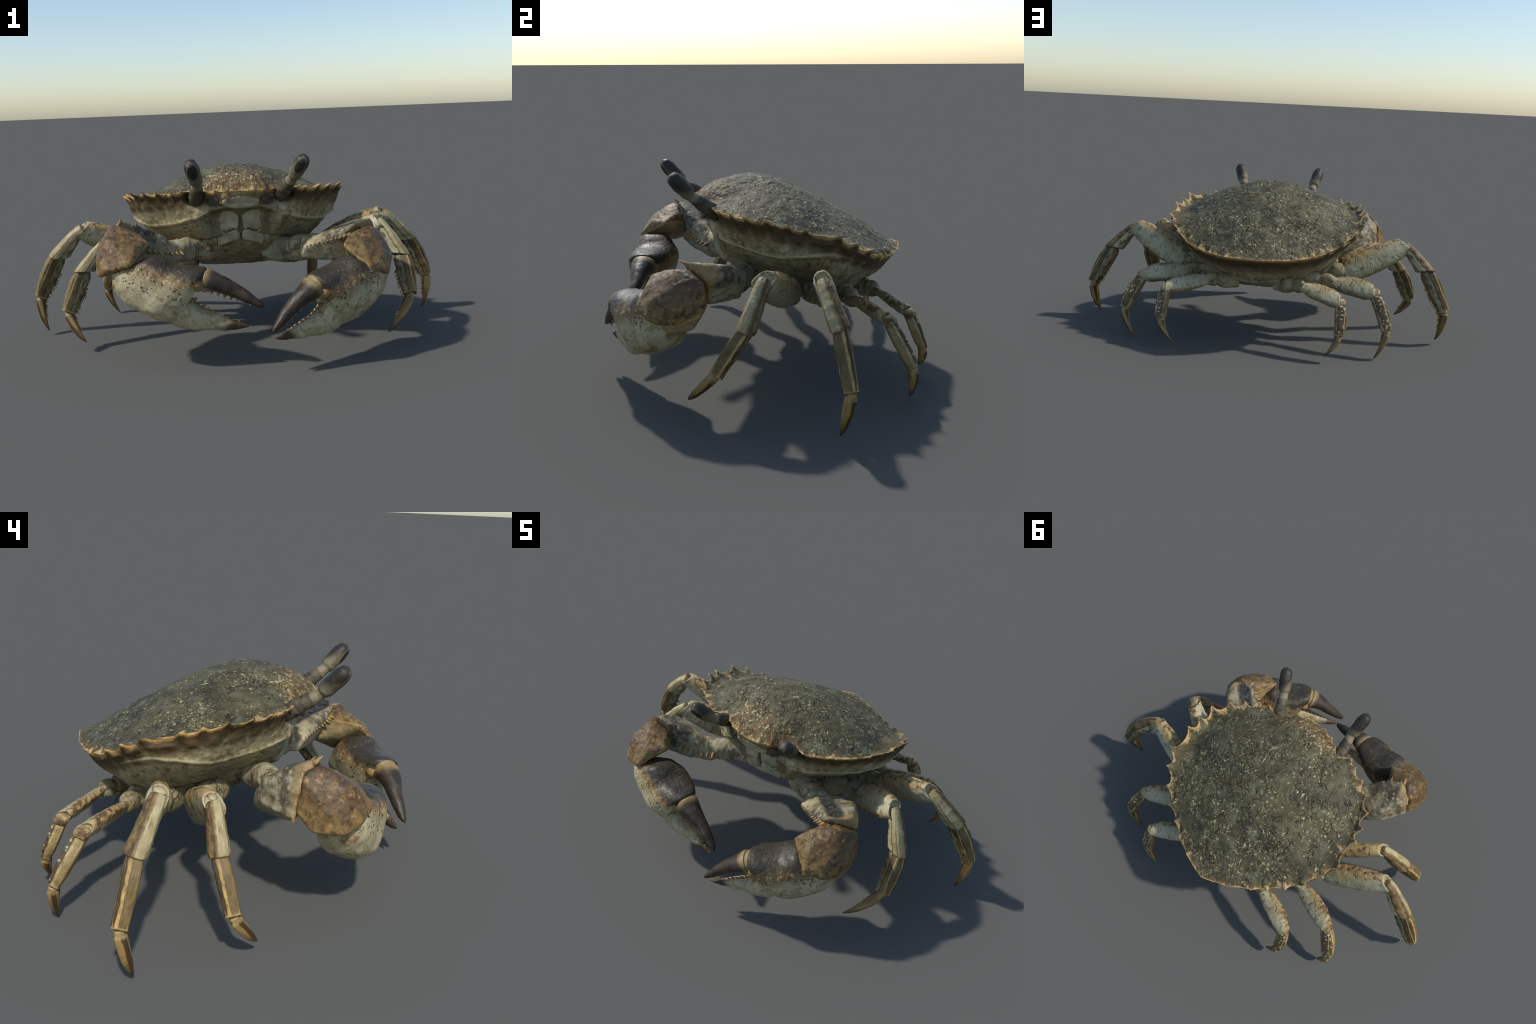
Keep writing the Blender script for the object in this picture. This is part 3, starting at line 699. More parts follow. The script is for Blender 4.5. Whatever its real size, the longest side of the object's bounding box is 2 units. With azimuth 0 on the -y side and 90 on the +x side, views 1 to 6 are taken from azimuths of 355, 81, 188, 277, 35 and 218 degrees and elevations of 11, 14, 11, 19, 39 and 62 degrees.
def build_shell():
    NS = 84
    s = 1 - (1 - np.linspace(0, 1, NS + 1)[1:]) ** 1.6
    C = V([SHELL_C[0], SHELL_C[1]])
    half = []
    dz_rim = rim[:, 2] - dome(rim[:, 0], rim[:, 1])
    for sv in s:
        k = smooth01(.86, 1.0, sv)
        xy = C + (base[:, :2] - C) * sv + (rim[:, :2] - base[:, :2]) * k
        z = dome(xy[:, 0], xy[:, 1])
        w = math.exp(-((sv - 0.955) / 0.035) ** 2)
        z = z + dz_rim * smooth01(.93, 1, sv) + w * (0.006 * toothiness - 0.003) * np.where(SCALLOP[gi] > .009, 1, 0)
        half.append(np.c_[xy, z])
    top_n = len(half)
    # side wall: rim -> tucked under rim -> ridge -> low edge, then turned inside
    rd, lo = sym(RIDGE), sym(LOW)
    NW = 44
    mixed = lambda p, q, kh, kv: p + (q - p) * V([kh, kh, kv])      # flare: runs in faster than it drops
    # under the brow the wall steps back at once to the mouth field; on the flanks it runs smoothly
    wf = (1 - smooth01(2.7, 3.7, TAU))[:, None]
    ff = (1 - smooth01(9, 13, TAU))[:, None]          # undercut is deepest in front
    kx = .42 + 0 * ff
    belly = np.c_[(rd * kx + lo * (1 - kx))[:, :2], (rd * .42 + lo * .58)[:, 2]] - inw * .004
    kn = .86 + 0 * ff
    nook = np.c_[(rd * kn + lo * (1 - kn))[:, :2], (rd * .86 + lo * .14)[:, 2]]
    nook = nook * (1 - wf) + wf * np.c_[rd[:, 0], lo[:, 1] - .012, rd[:, 2] - .022]
    belly = belly * (1 - wf) + wf * np.c_[rd[:, 0] * .5 + lo[:, 0] * .5, lo[:, 1] - .004, rd[:, 2] * .4 + lo[:, 2] * .6]
    for j in range(1, NW + 1):
        v = j / NW
        # blend scalloped rim to smooth wall with a bulging profile
        a = base * 0.985 + V([0, SHELL_C[1], 0]) * 0.015
        a = a + (rim - base) * (1 - smooth01(0, .22, v))
        ptv = np.stack([pchip([0, .09, .28, .5, .56, .78, 1.0], np.vstack([rim[i], mixed(a[i], rd[i], .24, .18), mixed(a[i], rd[i], .61, .55), rd[i], nook[i], belly[i], lo[i]]), [v])[0] for i in range(len(base))])
        # pale keel along the ridge line, brow furrow beneath it
        m = smooth01(3.4, 5, TAU) * (1 - smooth01(12.5, 15, TAU))
        ptv -= inw * (0.007 * m * math.exp(-((v - .5) / .035) ** 2))[:, None]
        ptv += inw * (0.005 * m * math.exp(-((v - .575) / .03) ** 2))[:, None]
        ptv -= inw * (0.002 * toothiness * smooth01(8, 10, TAU) * math.exp(-((v - .12) / .12) ** 2))[:, None]
        # eye sockets: hollow pushed back around the stalk root
        d2 = ((ptv - V([.200, -.200, .682])) / V([.046, .09, .034])) ** 2
        ptv[:, 1] += 0.055 * np.exp(-d2.sum(1) ** 1.5)
        # antennule hollows
        d2 = ((ptv - V([.118, -.230, .664])) / V([.038, .08, .026])) ** 2
        ptv[:, 1] += 0.025 * np.exp(-d2.sum(1) ** 1.5)
        half.append(ptv)
    half.append(lo + inw * .02 + V([0, 0, .015]))
    half = np.stack(half)                        # rings x half columns x 3
    M = V([-1, 1, 1])
    full = np.concatenate([half, half[:, -2:0:-1] * M], axis=1)
    n = full.shape[1]
    verts = list(full.reshape(-1, 3))
    faces, mi = [], []
    for j in range(full.shape[0] - 1):
        for i in range(n):
            k = (i + 1) % n
            faces.append((j*n + i, (j+1)*n + i, (j+1)*n + k, j*n + k)); mi.append(0 if j < top_n - 1 else 1)
    c = len(verts); verts.append(V([0, SHELL_C[1], float(dome(V([0.]), V([SHELL_C[1]]))[0])]))
    for i in range(n):
        faces.append((c, i, (i + 1) % n)); mi.append(0)
    me = new_mesh("carapace", verts, faces)
    me.polygons.foreach_set("material_index", mi)
    # relief: shell regions, pitting, midline furrow at the brow
    def mask(co):
        r = np.hypot(co[:, 0], co[:, 1] - .15)
        return np.where(co[:, 2] > .3, 1.0, 0)
    roughen(me, .0042, 10, 3.1, 3, mask)
    roughen(me, .0030, 34, 8.4, 3, mask)
    return me

def build_thorax():
    rd, lo, stn = sym(RIDGE), sym(LOW), sym(STERN)
    inset = lo + inw * .012 + V([0, 0, .006])
    rings = []
    for v in np.linspace(0, 1, 22):
        b = .014 * math.sin(math.pi * v)
        rings.append(inset * (1 - v) + stn * v + V([0, 0, -b]))
    yb = stn[:, 1]
    for v in np.linspace(0, 1, 18)[1:]:
        q = stn.copy()
        q[:, 0] *= (1 - v)
        q[:, 2] -= .006 * (1 - (1 - v) ** 2)
        rings.append(q)
    half = np.stack(rings)
    M = V([-1, 1, 1])
    full = np.concatenate([half, half[:, -2:0:-1] * M], axis=1)
    n = full.shape[1]
    verts = list(full.reshape(-1, 3))
    faces = []
    for j in range(full.shape[0] - 1):
        for i in range(n):
            k = (i + 1) % n
            faces.append((j*n + i, (j+1)*n + i, (j+1)*n + k, j*n + k))
    me = new_mesh("thorax", verts, faces)
    fix_normals(me)
    # sutures of the breast plates
    nv = len(me.vertices)
    co = np.empty(nv * 3); me.vertices.foreach_get("co", co); co = co.reshape(-1, 3)
    g = np.exp(-(co[:, 0] / .004) ** 2)
    for yy, bow in ((-.02, .5), (.05, .25), (.13, .15), (.21, .1), (.29, .0), (.37, -.2)):
        g += np.exp(-((co[:, 1] - yy - bow * co[:, 0] ** 2 * 6) / .005) ** 2)
    co[:, 2] += .005 * np.clip(g, 0, 1) * (np.abs(co[:, 0]) < .17)
    me.vertices.foreach_set("co", co.ravel()); me.update()
    roughen(me, .003, 18, 5.5, 3)
    return me

# --------------------------------------------------------------------- build
SR, SZ = margin_curve(np.hypot(rim[:, 0], rim[:, 1] - SHELL_C[1])), margin_curve(rim[:, 2])
M_TOP, M_SIDE = mat_shell_top(SR, SZ), mat_shell_side(SR, SZ, ridge_curve())
M_PALE = mat_pale("pale_plate", srgb(162, 152, 118), srgb(130, 120, 88), srgb(94, 76, 46), .7, .8)
M_MOUTH = mat_pale("mouth_plate", srgb(172, 164, 134), srgb(148, 140, 108), srgb(108, 90, 56), .5, .45)
M_ROOT = mat_pale("arm_root", srgb(176, 166, 134), srgb(136, 126, 96), srgb(90, 74, 46), .8, .8, 1.0, (1, 1, .6))
M_ARM_P = mat_arm("arm_right", V([.27, -.13, .43]), nrm([.24, -.15, .05]), V([0, 0, 1.]))
M_ARM_N = mat_arm("arm_left", V([-.29, -.12, .43]), nrm([-.23, -.165, .07]), V([0, 0, 1.]))
M_MERUS, M_KNEE = mat_merus(), mat_merus("leg_knee", 1.0)
M_CARPUS, M_PROP, M_PROP2 = {}, {}, {}
for sd, word in ((1, "right"), (-1, "left")):
    M_CARPUS[sd] = mat_leg("leg_carpus_" + word, sd, (srgb(74, 58, 34), srgb(132, 110, 70)), (srgb(178, 166, 126), srgb(146, 132, 92)), srgb(120, 94, 54),
                           srgb(172, 164, 128), srgb(74, 58, 33), srgb(150, 128, 84), .44, .03, .50)
    M_PROP[sd] = mat_leg("leg_propodus_" + word, sd, (srgb(66, 53, 32), srgb(100, 82, 50)), (srgb(84, 70, 43), srgb(122, 102, 62)), srgb(184, 152, 94),
                         srgb(132, 124, 90), srgb(56, 45, 28), srgb(140, 110, 64), .33, .06, .44)
    M_PROP2[sd] = mat_leg("leg_propodus_rear_" + word, sd, (srgb(76, 61, 37), srgb(104, 86, 54)), (srgb(160, 140, 96), srgb(122, 102, 64)), srgb(178, 158, 110),
                          srgb(150, 138, 102), srgb(70, 55, 33), srgb(140, 110, 64), .42, .07, .26, .9)
M_DACT = mat_dactyl()
M_PALM, M_FINGER, M_EYE = mat_palm(), mat_finger(), mat_eye()
M_WRIST_P = mat_wrist("claw_carpus_right", V([.41, -.46, .48]), nrm([.5893, -.2714, .7609]))
M_WRIST_N = mat_wrist("claw_carpus_left", V([-.405, -.394, .523]), nrm(np.cross(V([-.475, -.516, .450]) - V([-.405, -.394, .523]), V([-.626, -.40, .388]) - V([-.405, -.394, .523])) * -1.0))
M_SPINE = mat_pale("spine", srgb(170, 140, 92), srgb(140, 108, 66), DKBROWN, .6, .2)
M_DARK = mat_pale("antennule", srgb(84, 68, 46), srgb(54, 44, 32), srgb(140, 110, 70), .5, .5)

crab = bpy.data.objects.new("crab", None)
bpy.context.scene.collection.objects.link(crab)
WORLD["crab"] = Matrix.Identity(4)
crab["label"] = "olive speckled crab with toothed shell and two raised claws"
crab["category"] = "crab"

carapace = add_object("carapace", build_shell(), [M_TOP, M_SIDE], parent=crab)
thorax = add_object("thorax", build_thorax(), M_PALE, parent=crab)

def loft_object(name, st, mat, parent, nl=40, nr=36, rough=.002, seed=1.0, scale=30):
    v, f = station_loft(st, nl, nr)
    me = new_mesh(name, v, f); fix_normals(me)
    roughen(me, rough, scale, seed)
    return add_object(name, me, mat, parent=parent)

# mouth field: brow plate, jaw plates, side strips
def plate(name, pts, normal, depth, mat, parent, seed):
    """Cushion-shaped plate over an outline (in order), raised along normal."""
    P = catmull(np.vstack([pts[-1], pts, pts[0], pts[1]]), np.linspace(1, len(pts) + 1, 49)[:-1])
    c = P.mean(0); nn = nrm(normal)
    rings = [P - nn * depth]
    for t in np.linspace(0, 1, 9):
        k = 1 - t ** 1.6 * 0.97
        rings.append(c + (P - c) * k + nn * depth * (math.sqrt(max(0, 1 - (1 - t) ** 3)) * .8))
    v, f = ring_mesh(rings)
    me = new_mesh(name, v, f); fix_normals(me)
    roughen(me, .002, 34, seed)
    return add_object(name, me, mat, parent=parent)

def on_face(x, z, fwd=0.0):
    """Point of the near-vertical mouth field at lateral x and height z."""
    y = np.interp(z, [.44, .46, .50, .60, .63], [-.146, -.162, -.168, -.174, -.180])
    return V([x, y - fwd + 2.0 * x * x, z])

FACE_N = V([0, -1.0, -.10])
BROW = ((-.078, .668), (-.04, .680), (0, .684), (.04, .680), (.078, .668), (.080, .648), (.062, .637), (.03, .630), (0, .628), (-.03, .630), (-.062, .637), (-.080, .648))
plate("brow_plate", [V([x, -.240 - (z - .628) * .35 + 1.6 * x * x, z]) for x, z in BROW], V([0, -1, .3]), .014, M_MOUTH, crab, 1.5)
JAW_TOP = ((.007, .575), (.013, .596), (.036, .612), (.072, .616), (.104, .601), (.116, .575), (.102, .540), (.074, .521), (.045, .529), (.032, .534), (.014, .530))
JAW_LOW = ((.011, .521), (.031, .526), (.045, .521), (.074, .513), (.100, .528), (.103, .455), (.060, .466), (.008, .484))
JAW_STRIP = ((.112, .573), (.124, .585), (.136, .560), (.139, .520), (.134, .478), (.118, .456), (.108, .462), (.110, .520))
for sg in (1, -1):
    plate("jaw_plate", [on_face(sg * x, z, .004) for x, z in JAW_TOP], FACE_N, .020, M_MOUTH, crab, 2 + sg)
    plate("jaw_plate", [on_face(sg * x, z, .002) for x, z in JAW_LOW], FACE_N, .017, M_MOUTH, crab, 5 + sg)
    plate("jaw_palp", [on_face(sg * x, z) for x, z in JAW_STRIP], FACE_N, .017, M_PALE, crab, 8 + sg)
    loft_object("antennule", [((sg * .080, -.222, .655), (0, .004, .010), (.010, 0, 0)), ((sg * .093, -.238, .660), (0, .006, .015), (.012, 0, 0)),
                              ((sg * .112, -.236, .662), (0, .006, .017), (.012, 0, 0)), ((sg * .130, -.230, .664), (0, .005, .013), (.010, 0, 0)), ((sg * .150, -.212, .668), (0, .003, .004), (.003, 0, 0))],
                M_DARK, crab, 36, 24, .006, 3 + sg, 60)

# eyes: jointed stalks
def build_eye(b, j, t, seed):
    b, j, t = V(b), V(j), V(t)
    M, L1 = seg_frame(b, j, V([1, 0, 0]) if abs((t - b)[0]) < .05 else V([0, 1, 0.0]))
    # one loft in world, then converted to the local frame of the stalk
    ax = nrm(t - b); Z = nrm(np.cross(ax, [0, -1, .2])); Y = np.cross(Z, ax)
    if Y[1] > 0: Y, Z = -Y, -Z
    st = []
    d1, d2 = nrm(j - b), nrm(t - j)
    def rr(c, r, d):
        u = nrm(Y - d * np.dot(Y, d)); w = np.cross(d, u)
        return (c, u * r, w * r, 2.1)
    for k, r in ((-.25, .031), (.1, .032), (.45, .029), (.75, .0255), (.93, .0225)):
        st.append(rr(b + (j - b) * k, r, d1))
    st.append(rr(j + (t - j) * .06, .0225, nrm(d1 + d2)))
    for k, r in ((.16, .029), (.36, .031), (.6, .032), (.8, .030), (.93, .023), (1.0, .010)):
        st.append(rr(j + (t - j) * k, r, d2))
    v, f = station_loft(st, 72, 32)
    M = frame_matrix(b, ax, Y, Z)
    Mi = V(M.inverted())
    v = [(Mi @ np.append(p, 1))[:3] for p in v]
    me = new_mesh("eye_stalk", v, f); fix_normals(me)
    roughen(me, .0018, 40, seed)
    return add_object("eye_stalk", me, M_EYE, M, crab)

build_eye((.190, -.205, .690), (.226, -.289, .757), (.270, -.374, .852), 1.0)
build_eye((-.194, -.195, .682), (-.187, -.300, .748), (-.217, -.394, .852), 2.0)

# ---------------------------------------------------------------------- legs
MIRROR = V([-1, 1, 1])
LEG2 = dict(coxa=(.23, .20, .355), mi=(.435, .236, .366), mc=(.742, .143, .527), cp=(.872, .176, .392), pd=(.973, .198, .193), tip=(.942, .169, .022))
LEG3 = dict(coxa=(.20, .33, .345), mi=(.391, .356, .338), mc=(.603, .435, .320), cp=None, pd=(.679, .517, .146), tip=(.623, .528, .001))
LEG4 = dict(coxa=(.12, .43, .325), mi=(.246, .490, .333), mc=(.443, .572, .292), cp=None, pd=(.449, .637, .134), tip=(.382, .648, .031))
LEG1P = dict(coxa=(.22, .06, .375), mi=(.40, .10, .368), mc=(.662, -.054, .518), cp=(.752, -.134, .360), pd=(.760, -.246, .199), tip=(.628, -.343, .054))
LEG1N = dict(coxa=(.22, .06, .375), mi=(.40, .11, .365), mc=(.623, -.005, .473), cp=(.728, -.047, .349), pd=(.800, -.108, .177), tip=(.720, -.176, .051))

BIG = dict(
    merus=[(0, .038, .056, .027), (.12, .052, .070, .034), (.35, .059, .080, .038), (.6, .057, .078, .038), (.85, .049, .065, .034), (1, .037, .048, .031)],
    carpus=[(0, .017, .022, .023), (.1, .022, .029, .028), (.35, .027, .038, .032), (.7, .031, .047, .036), (.95, .034, .048, .038), (1, .031, .044, .036)],
    prop=[(0, .027, .038, .026), (.1, .033, .046, .029), (.3, .037, .048, .030), (.65, .034, .044, .029), (.92, .029, .034, .027), (1, .027, .031, .026)],
    dact=[(0, .018, .018, .016), (.06, .018, .019, .016), (.10, .024, .024, .021), (.3, .023, .021, .020), (.6, .017, .014, .017), (.85, .010, .007, .010), (1, .002, .002, .003)])
SMALL = dict(
    merus=[(0, .026, .032, .016), (.15, .038, .046, .020), (.45, .049, .057, .025), (.75, .049, .056, .027), (.93, .040, .045, .026), (1, .033, .037, .025)],
    prop=[(0, .019, .026, .021), (.12, .025, .033, .025), (.4, .028, .038, .027), (.75, .029, .037, .025), (1, .021, .025, .019)],
    dact=[(0, .017, .018, .015), (.06, .017, .018, .015), (.11, .021, .022, .019), (.35, .018, .017, .017), (.65, .011, .011, .013), (.88, .006, .005, .007), (1, .002, .002, .002)])

def limb(name, prof, A, B, nz, mat, parent, k=1.0, rough=.0018, seed=1.0, roll=0.0, **kw):
    M, L = seg_frame(A, B, nz, roll)
    prof = [(s, u * k, d * k, w * k) for s, u, d, w in prof]
    v, f = ring_mesh(limb_rings(prof, L, **kw))
    me = new_mesh(name, v, f); fix_normals(me)
    roughen(me, rough, 34, seed)
    roughen(me, rough * .5, 90, seed + 3, 2)
    return add_object(name, me, mat, M, parent)

def spine_row(A, B, nz, s0, s1, count, off, length, r, lean=.5, side=0.0, roll=0.0):
    """Spikes along the lower edge of a segment from A to B."""
    M, L = seg_frame(A, B, nz, roll)
    M = V(M)
    out = []
    for i in range(count):
        s = s0 + (s1 - s0) * (i + rng.uniform(-.25, .25)) / max(1, count - 1)
        d = off(s)
        w = side * rng.choice([-1, 1])
        b = M @ V([s * L, -d * .93, w, 1]); h = length * rng.uniform(.7, 1.25)
        t = M @ V([s * L + h * lean, -d - h * .8, w * 1.3, 1])
        out.append((b[:3], t[:3], r))
    return out

def build_leg(J, sg, small, k, seed, spiny, roll):
    m = V([sg, 1, 1])
    P = {a: (None if p is None else V(p) * m) for a, p in J.items()}
    D = SMALL if small else BIG
    pts = V([P[a] for a in ("mi", "mc", "cp", "pd", "tip") if P[a] is not None])
    _, _, vt = np.linalg.svd(pts - pts.mean(0))
    nz = vt[-1]
    # orient the leg plane's normal so that dorsal comes out upward and outward
    out = nrm(P["pd"] - P["mi"]); up = np.cross(nz, nrm(P["mc"] - P["mi"]))
    if up[2] < 0: nz = -nz
    leg = limb("walking_leg", D["merus"], P["mi"], P["mc"], nz, M_MERUS, crab, k, .0026, seed, p=2.7, lip=.07, bend=.006, miter=(0, -.4), pinch=.3 if small else .15, roll=roll)
    # hip: two swollen rings between body and thigh
    a, b = P["coxa"], P["mi"]
    ax = nrm(b - a); u = nrm(nz_up(ax)); w = np.cross(ax, u)
    R = (.050 if not small else .040) * k
    st = [(a - ax * .02, u * R * 1.05, w * R, 2.2), (a + (b - a) * .25, u * R * 1.2, w * R * 1.05, 2.2), (a + (b - a) * .5, u * R * 1.08, w * R * .9, 2.2), (a + (b - a) * .62, u * R * .84, w * R * .7, 2.2),
          (a + (b - a) * .78, u * R * 1.0, w * R * .82, 2.3), (a + (b - a) * .97, u * R * .86, w * R * .68, 2.3), (b + ax * .012, u * R * .55, w * R * .4, 2.2)]
    loft_object("coxa", st, M_PALE, leg, 44, 36, .004, seed, 26)
    if P["cp"] is not None:
        limb("carpus", D["carpus"], P["mc"], P["cp"], nz, M_CARPUS[sg], leg, k, .0016, seed + 1, p=2.4, ridge=.04, lip=.05, bend=.004, miter=(0, .8), roll=roll * .6)
        ps = P["cp"]
    else:
        d = P["pd"] - P["mc"]
        knee = P["mc"] + d * .24
        limb("carpus", [(0, .022, .022, .021), (.35, .029, .028, .026), (.8, .029, .029, .026), (1, .026, .027, .024)], P["mc"] - d * .05, P["mc"] + d * .12, nz, M_KNEE, leg, k, .003, seed + 1, nl=20, lip=.04, roll=roll)
        ps = P["mc"] + d * .10
    limb("propodus", D["prop"], ps, P["pd"], nz, (M_PROP2 if small else M_PROP)[sg], leg, k, .0014, seed + 2, p=3.2, ridge=.08, lip=.08, bend=.006 if not small else .010, roll=roll * .7)
    # curved claw-like toe
    limb("dactyl", D["dact"], P["pd"], P["tip"], nz, M_DACT, leg, k, .0008, seed + 3, p=2.6, ridge=.10, bend=.010, roll=roll * .5)
    if spiny:
        pr = V(D["prop"]); da = V(D["dact"]); me_ = V(D["merus"])
        sp = spine_row(ps, P["pd"], nz, .35, .93, 12, lambda s: float(np.interp(s, pr[:, 0], pr[:, 2])) * k - .006 * 4 * s * (1 - s), .019, .0055, .6, .004, roll * .7)
        sp += spine_row(P["pd"], P["tip"], nz, .1, .6, 9, lambda s: float(np.interp(s, da[:, 0], da[:, 2])) * k - .010 * 4 * s * (1 - s), .012, .0045, .4, .003, roll * .5)
        sp += spine_row(P["mi"], P["mc"], nz, .3, .95, 18, lambda s: float(np.interp(s, me_[:, 0], me_[:, 2])) * k - .006 * 4 * s * (1 - s), .010, .0042, .4, .008, roll)
        v, f = cone_bits(sp, 6)
        me = new_mesh("leg_spines", v, f, False)
        ob = add_object("leg_spines", me, M_SPINE, parent=leg)
        ob["kind"] = "stuff"
    return leg

def nz_up(ax):
    up = V([0, 0, 1.0])
    return up - ax * np.dot(up, ax)

build_leg(LEG1P, 1, False, .97, 11.0, True, -10)
build_leg(LEG1N, -1, False, .97, 12.0, True, -6)
for sg in (1, -1):
    build_leg(LEG2, sg, False, 1.0, 20.0 + sg, True, 10)
    build_leg(LEG3, sg, True, 1.0, 30.0 + sg, False, 30)
    build_leg(LEG4, sg, True, .90, 40.0 + sg, False, 32)

# --------------------------------------------------------------------- claws
# Hand outline in the claw's own frame: X to the fixed fingertip, Y dorsal, Z outward.
PALM = [  # top (x, y), bottom (x, y), half thickness, sideways offset, exponent
    ((-.262, -.140), (-.300, -.220), .051, -.004, 2.7), ((-.205, -.038), (-.246, -.266), .087, -.014, 2.7), ((-.14, -.022), (-.178, -.278), .114, -.025, 2.7),
    ((-.08, .022), (-.080, -.255), .112, -.010, 2.7), ((-.03, .060), (-.002, -.219), .088, .004, 2.5), ((-.012, .048), (.026, -.207), .071, .004, 2.4),
    ((.000, -.062), (.050, -.200), .062, .003, 2.6), ((.036, -.078), (.080, -.187), .053, .003, 2.6), ((.087, -.068), (.118, -.158), .041, .005, 2.5),
    ((.135, -.050), (.159, -.122), .030, 0, 2.2), ((.185, -.032), (.205, -.080), .021, 0, 2.2), ((.230, -.012), (.238, -.044), .013, 0, 2.1), ((.264, .003), (.266, -.002), .003, 0, 2.0)]

def build_palm(zs):
    knots = np.arange(len(PALM), dtype=float)
    rows = V([(*t, *b, w, o, e) for t, b, w, o, e in PALM])
    tt = np.linspace(0, len(PALM) - 1, 150)
    q = pchip(knots, rows, tt)
    phi = np.linspace(0, 2 * np.pi, 56, endpoint=False)
    rings = []
    for tx, ty, bx, by, w, o, e in q:
        a, b = section(phi, e)
        T, B = V([tx, ty]), V([bx, by])
        c, h = (T + B) / 2, (T - B) / 2
        # belly a little narrower than the back
        ww = w * (1 - .16 * (1 - a) / 2)
        rings.append(np.c_[c[0] + a * h[0], c[1] + a * h[1], b * ww + o * zs])
    return ring_mesh(rings)

DACT = [  # centre (x, y, z), half height, half thickness
    ((-.034, .014, .003), .030, .036), ((-.012, .017, .005), .046, .048), ((.002, .020, .005), .040, .050), ((.010, .021, .005), .048, .056), ((.05, .033, .008), .038, .046), ((.09, .039, .007), .033, .037), ((.13, .040, .003), .028, .029),
    ((.17, .041, .004), .024, .025), ((.21, .040, .006), .0175, .019), ((.24, .039, .008), .011, .012), ((.257, .039, .011), .003, .003)]

def build_claw(H, X, Y, Zo, rot, merus_pts, carpus_pts, arm, seed, spines, m_wrist, m_arm):
    """One cheliped: arm (merus), wrist (carpus), hand and movable finger."""
    H, X, Y, Zo = V(H), nrm(X), V(Y), V(Zo)
    Y = nrm(Y - X * np.dot(X, Y)); Z = np.cross(X, Y)
    zs = 1.0 if np.dot(Z, Zo) > 0 else -1.0           # outward may be -Z in a right-handed frame
    M = frame_matrix(H, X, Y, Z)
    v, f = build_palm(zs)
    me = new_mesh("claw", v, f); fix_normals(me)
    roughen(me, .003, 16, seed); roughen(me, .0012, 60, seed + 2, 2)
    claw = add_object("claw", me, M_PALM, M, crab)
    # hinge knobs either side of the finger root
    for s2 in (1, -1):
        c = V([-.010, -.006, s2 * .064 + zs * .004])
        st = [(c - V([0, 0, s2 * .02]), V([.030, 0, 0]), V([0, .026, 0])), (c, V([.018, 0, 0]), V([0, .017, 0])), (c + V([0, 0, s2 * .007]), V([.010, 0, 0]), V([0, .009, 0])), (c + V([0, 0, s2 * .010]), V([.003, 0, 0]), V([0, .003, 0]))]
        v, f = station_loft(st, 16, 20); me = new_mesh("hinge_knob", v, f); fix_normals(me)
        add_object("hinge_knob", me, M_SPINE, M, claw)
    # movable finger, rotated open about the hinge
    st = [((x, y, zs * z), (-.25 * h if i < 4 else -.1 * h, h, 0), (0, 0, w), 2.2) for i, ((x, y, z), h, w) in enumerate([((x * (rot[3] if x > 0 else 1), y, z), h, w) for (x, y, z), h, w in DACT])]
    v, f = station_loft(st, 70, 40)
    me = new_mesh("finger", v, f); fix_normals(me); roughen(me, .0015, 30, seed + 4)
    rot, stretch = rot[:3], rot[3]
    MF = M @ Matrix.Translation((0, .01, 0)) @ Matrix.Rotation(Vector(rot).length, 4, Vector((rot[0] * zs, rot[1] * zs, rot[2]))) @ Matrix.Translation((0, -.01, 0))
    add_object("finger", me, M_FINGER, MF, claw)
    # biting teeth of both fingers
    up, dn = [], []
    for i, x in enumerate(np.linspace(.05, .215, 7)):
        y = np.interp(x, [d[0][0] for d in DACT], [d[0][1] - d[1] for d in DACT])
        h = .021 * (1 - .35 * i / 7) * rng.uniform(.7, 1.25)
        p0, p1 = MF @ Vector((x, y + .006, zs * .004)), MF @ Vector((x + .004, y - h, zs * .004))
        up.append((p0, p1, .0125 * (1 - .35 * i / 7)))
    for i, x in enumerate(np.linspace(.02, .215, 10)):
        y = np.interp(x, [r[0][0] for r in PALM[6:]], [r[0][1] for r in PALM[6:]])
        h = .021 * (1 - .45 * i / 9) * rng.uniform(.65, 1.3)
        p0, p1 = M @ Vector((x + .004, y - .006, 0)), M @ Vector((x + .002 + .35 * h, y + h, rng.uniform(-.006, .006)))
        dn.append((p0, p1, .0120 * (1 - .4 * i / 9)))
    v, f = cone_bits(up + dn, 8)
    me = new_mesh("finger_teeth", v, f)
    ob = add_object("finger_teeth", me, M_SPINE, parent=claw); ob["kind"] = "stuff"
    # wrist
    me = hull_mesh("carpus", carpus_pts, .006, 8, .005)
    roughen(me, .004, 17, seed + 6); roughen(me, .0012, 60, seed + 7, 2)
    add_object("carpus", me, m_wrist, parent=claw)
    # upper arm
    me = hull_mesh("merus", merus_pts, .006, 9, .005)
    roughen(me, .004, 19, seed + 8); roughen(me, .0012, 60, seed + 9, 2)
    add_object("merus", me, m_arm, parent=claw)
    # root of the arm: two ring segments
    loft_object("coxa", arm, M_ROOT, claw, 60, 48, .007, seed, 24)
    v, f = cone_bits(spines, 8)
    me = new_mesh("arm_spines", v, f)
    ob = add_object("arm_spines", me, M_SPINE, parent=claw); ob["kind"] = "stuff"
    return claw

def arm_root(pts, radii):
    st = []
    for i, (p, r) in enumerate(zip(pts, radii)):
        a = V(pts[max(0, i - 1)]); b = V(pts[min(len(pts) - 1, i + 1)])
        ax = nrm(b - a); u = nrm(nz_up(ax)); w = np.cross(ax, u)
        st.append((V(p), u * r, w * r * .9, 2.2))
    return st

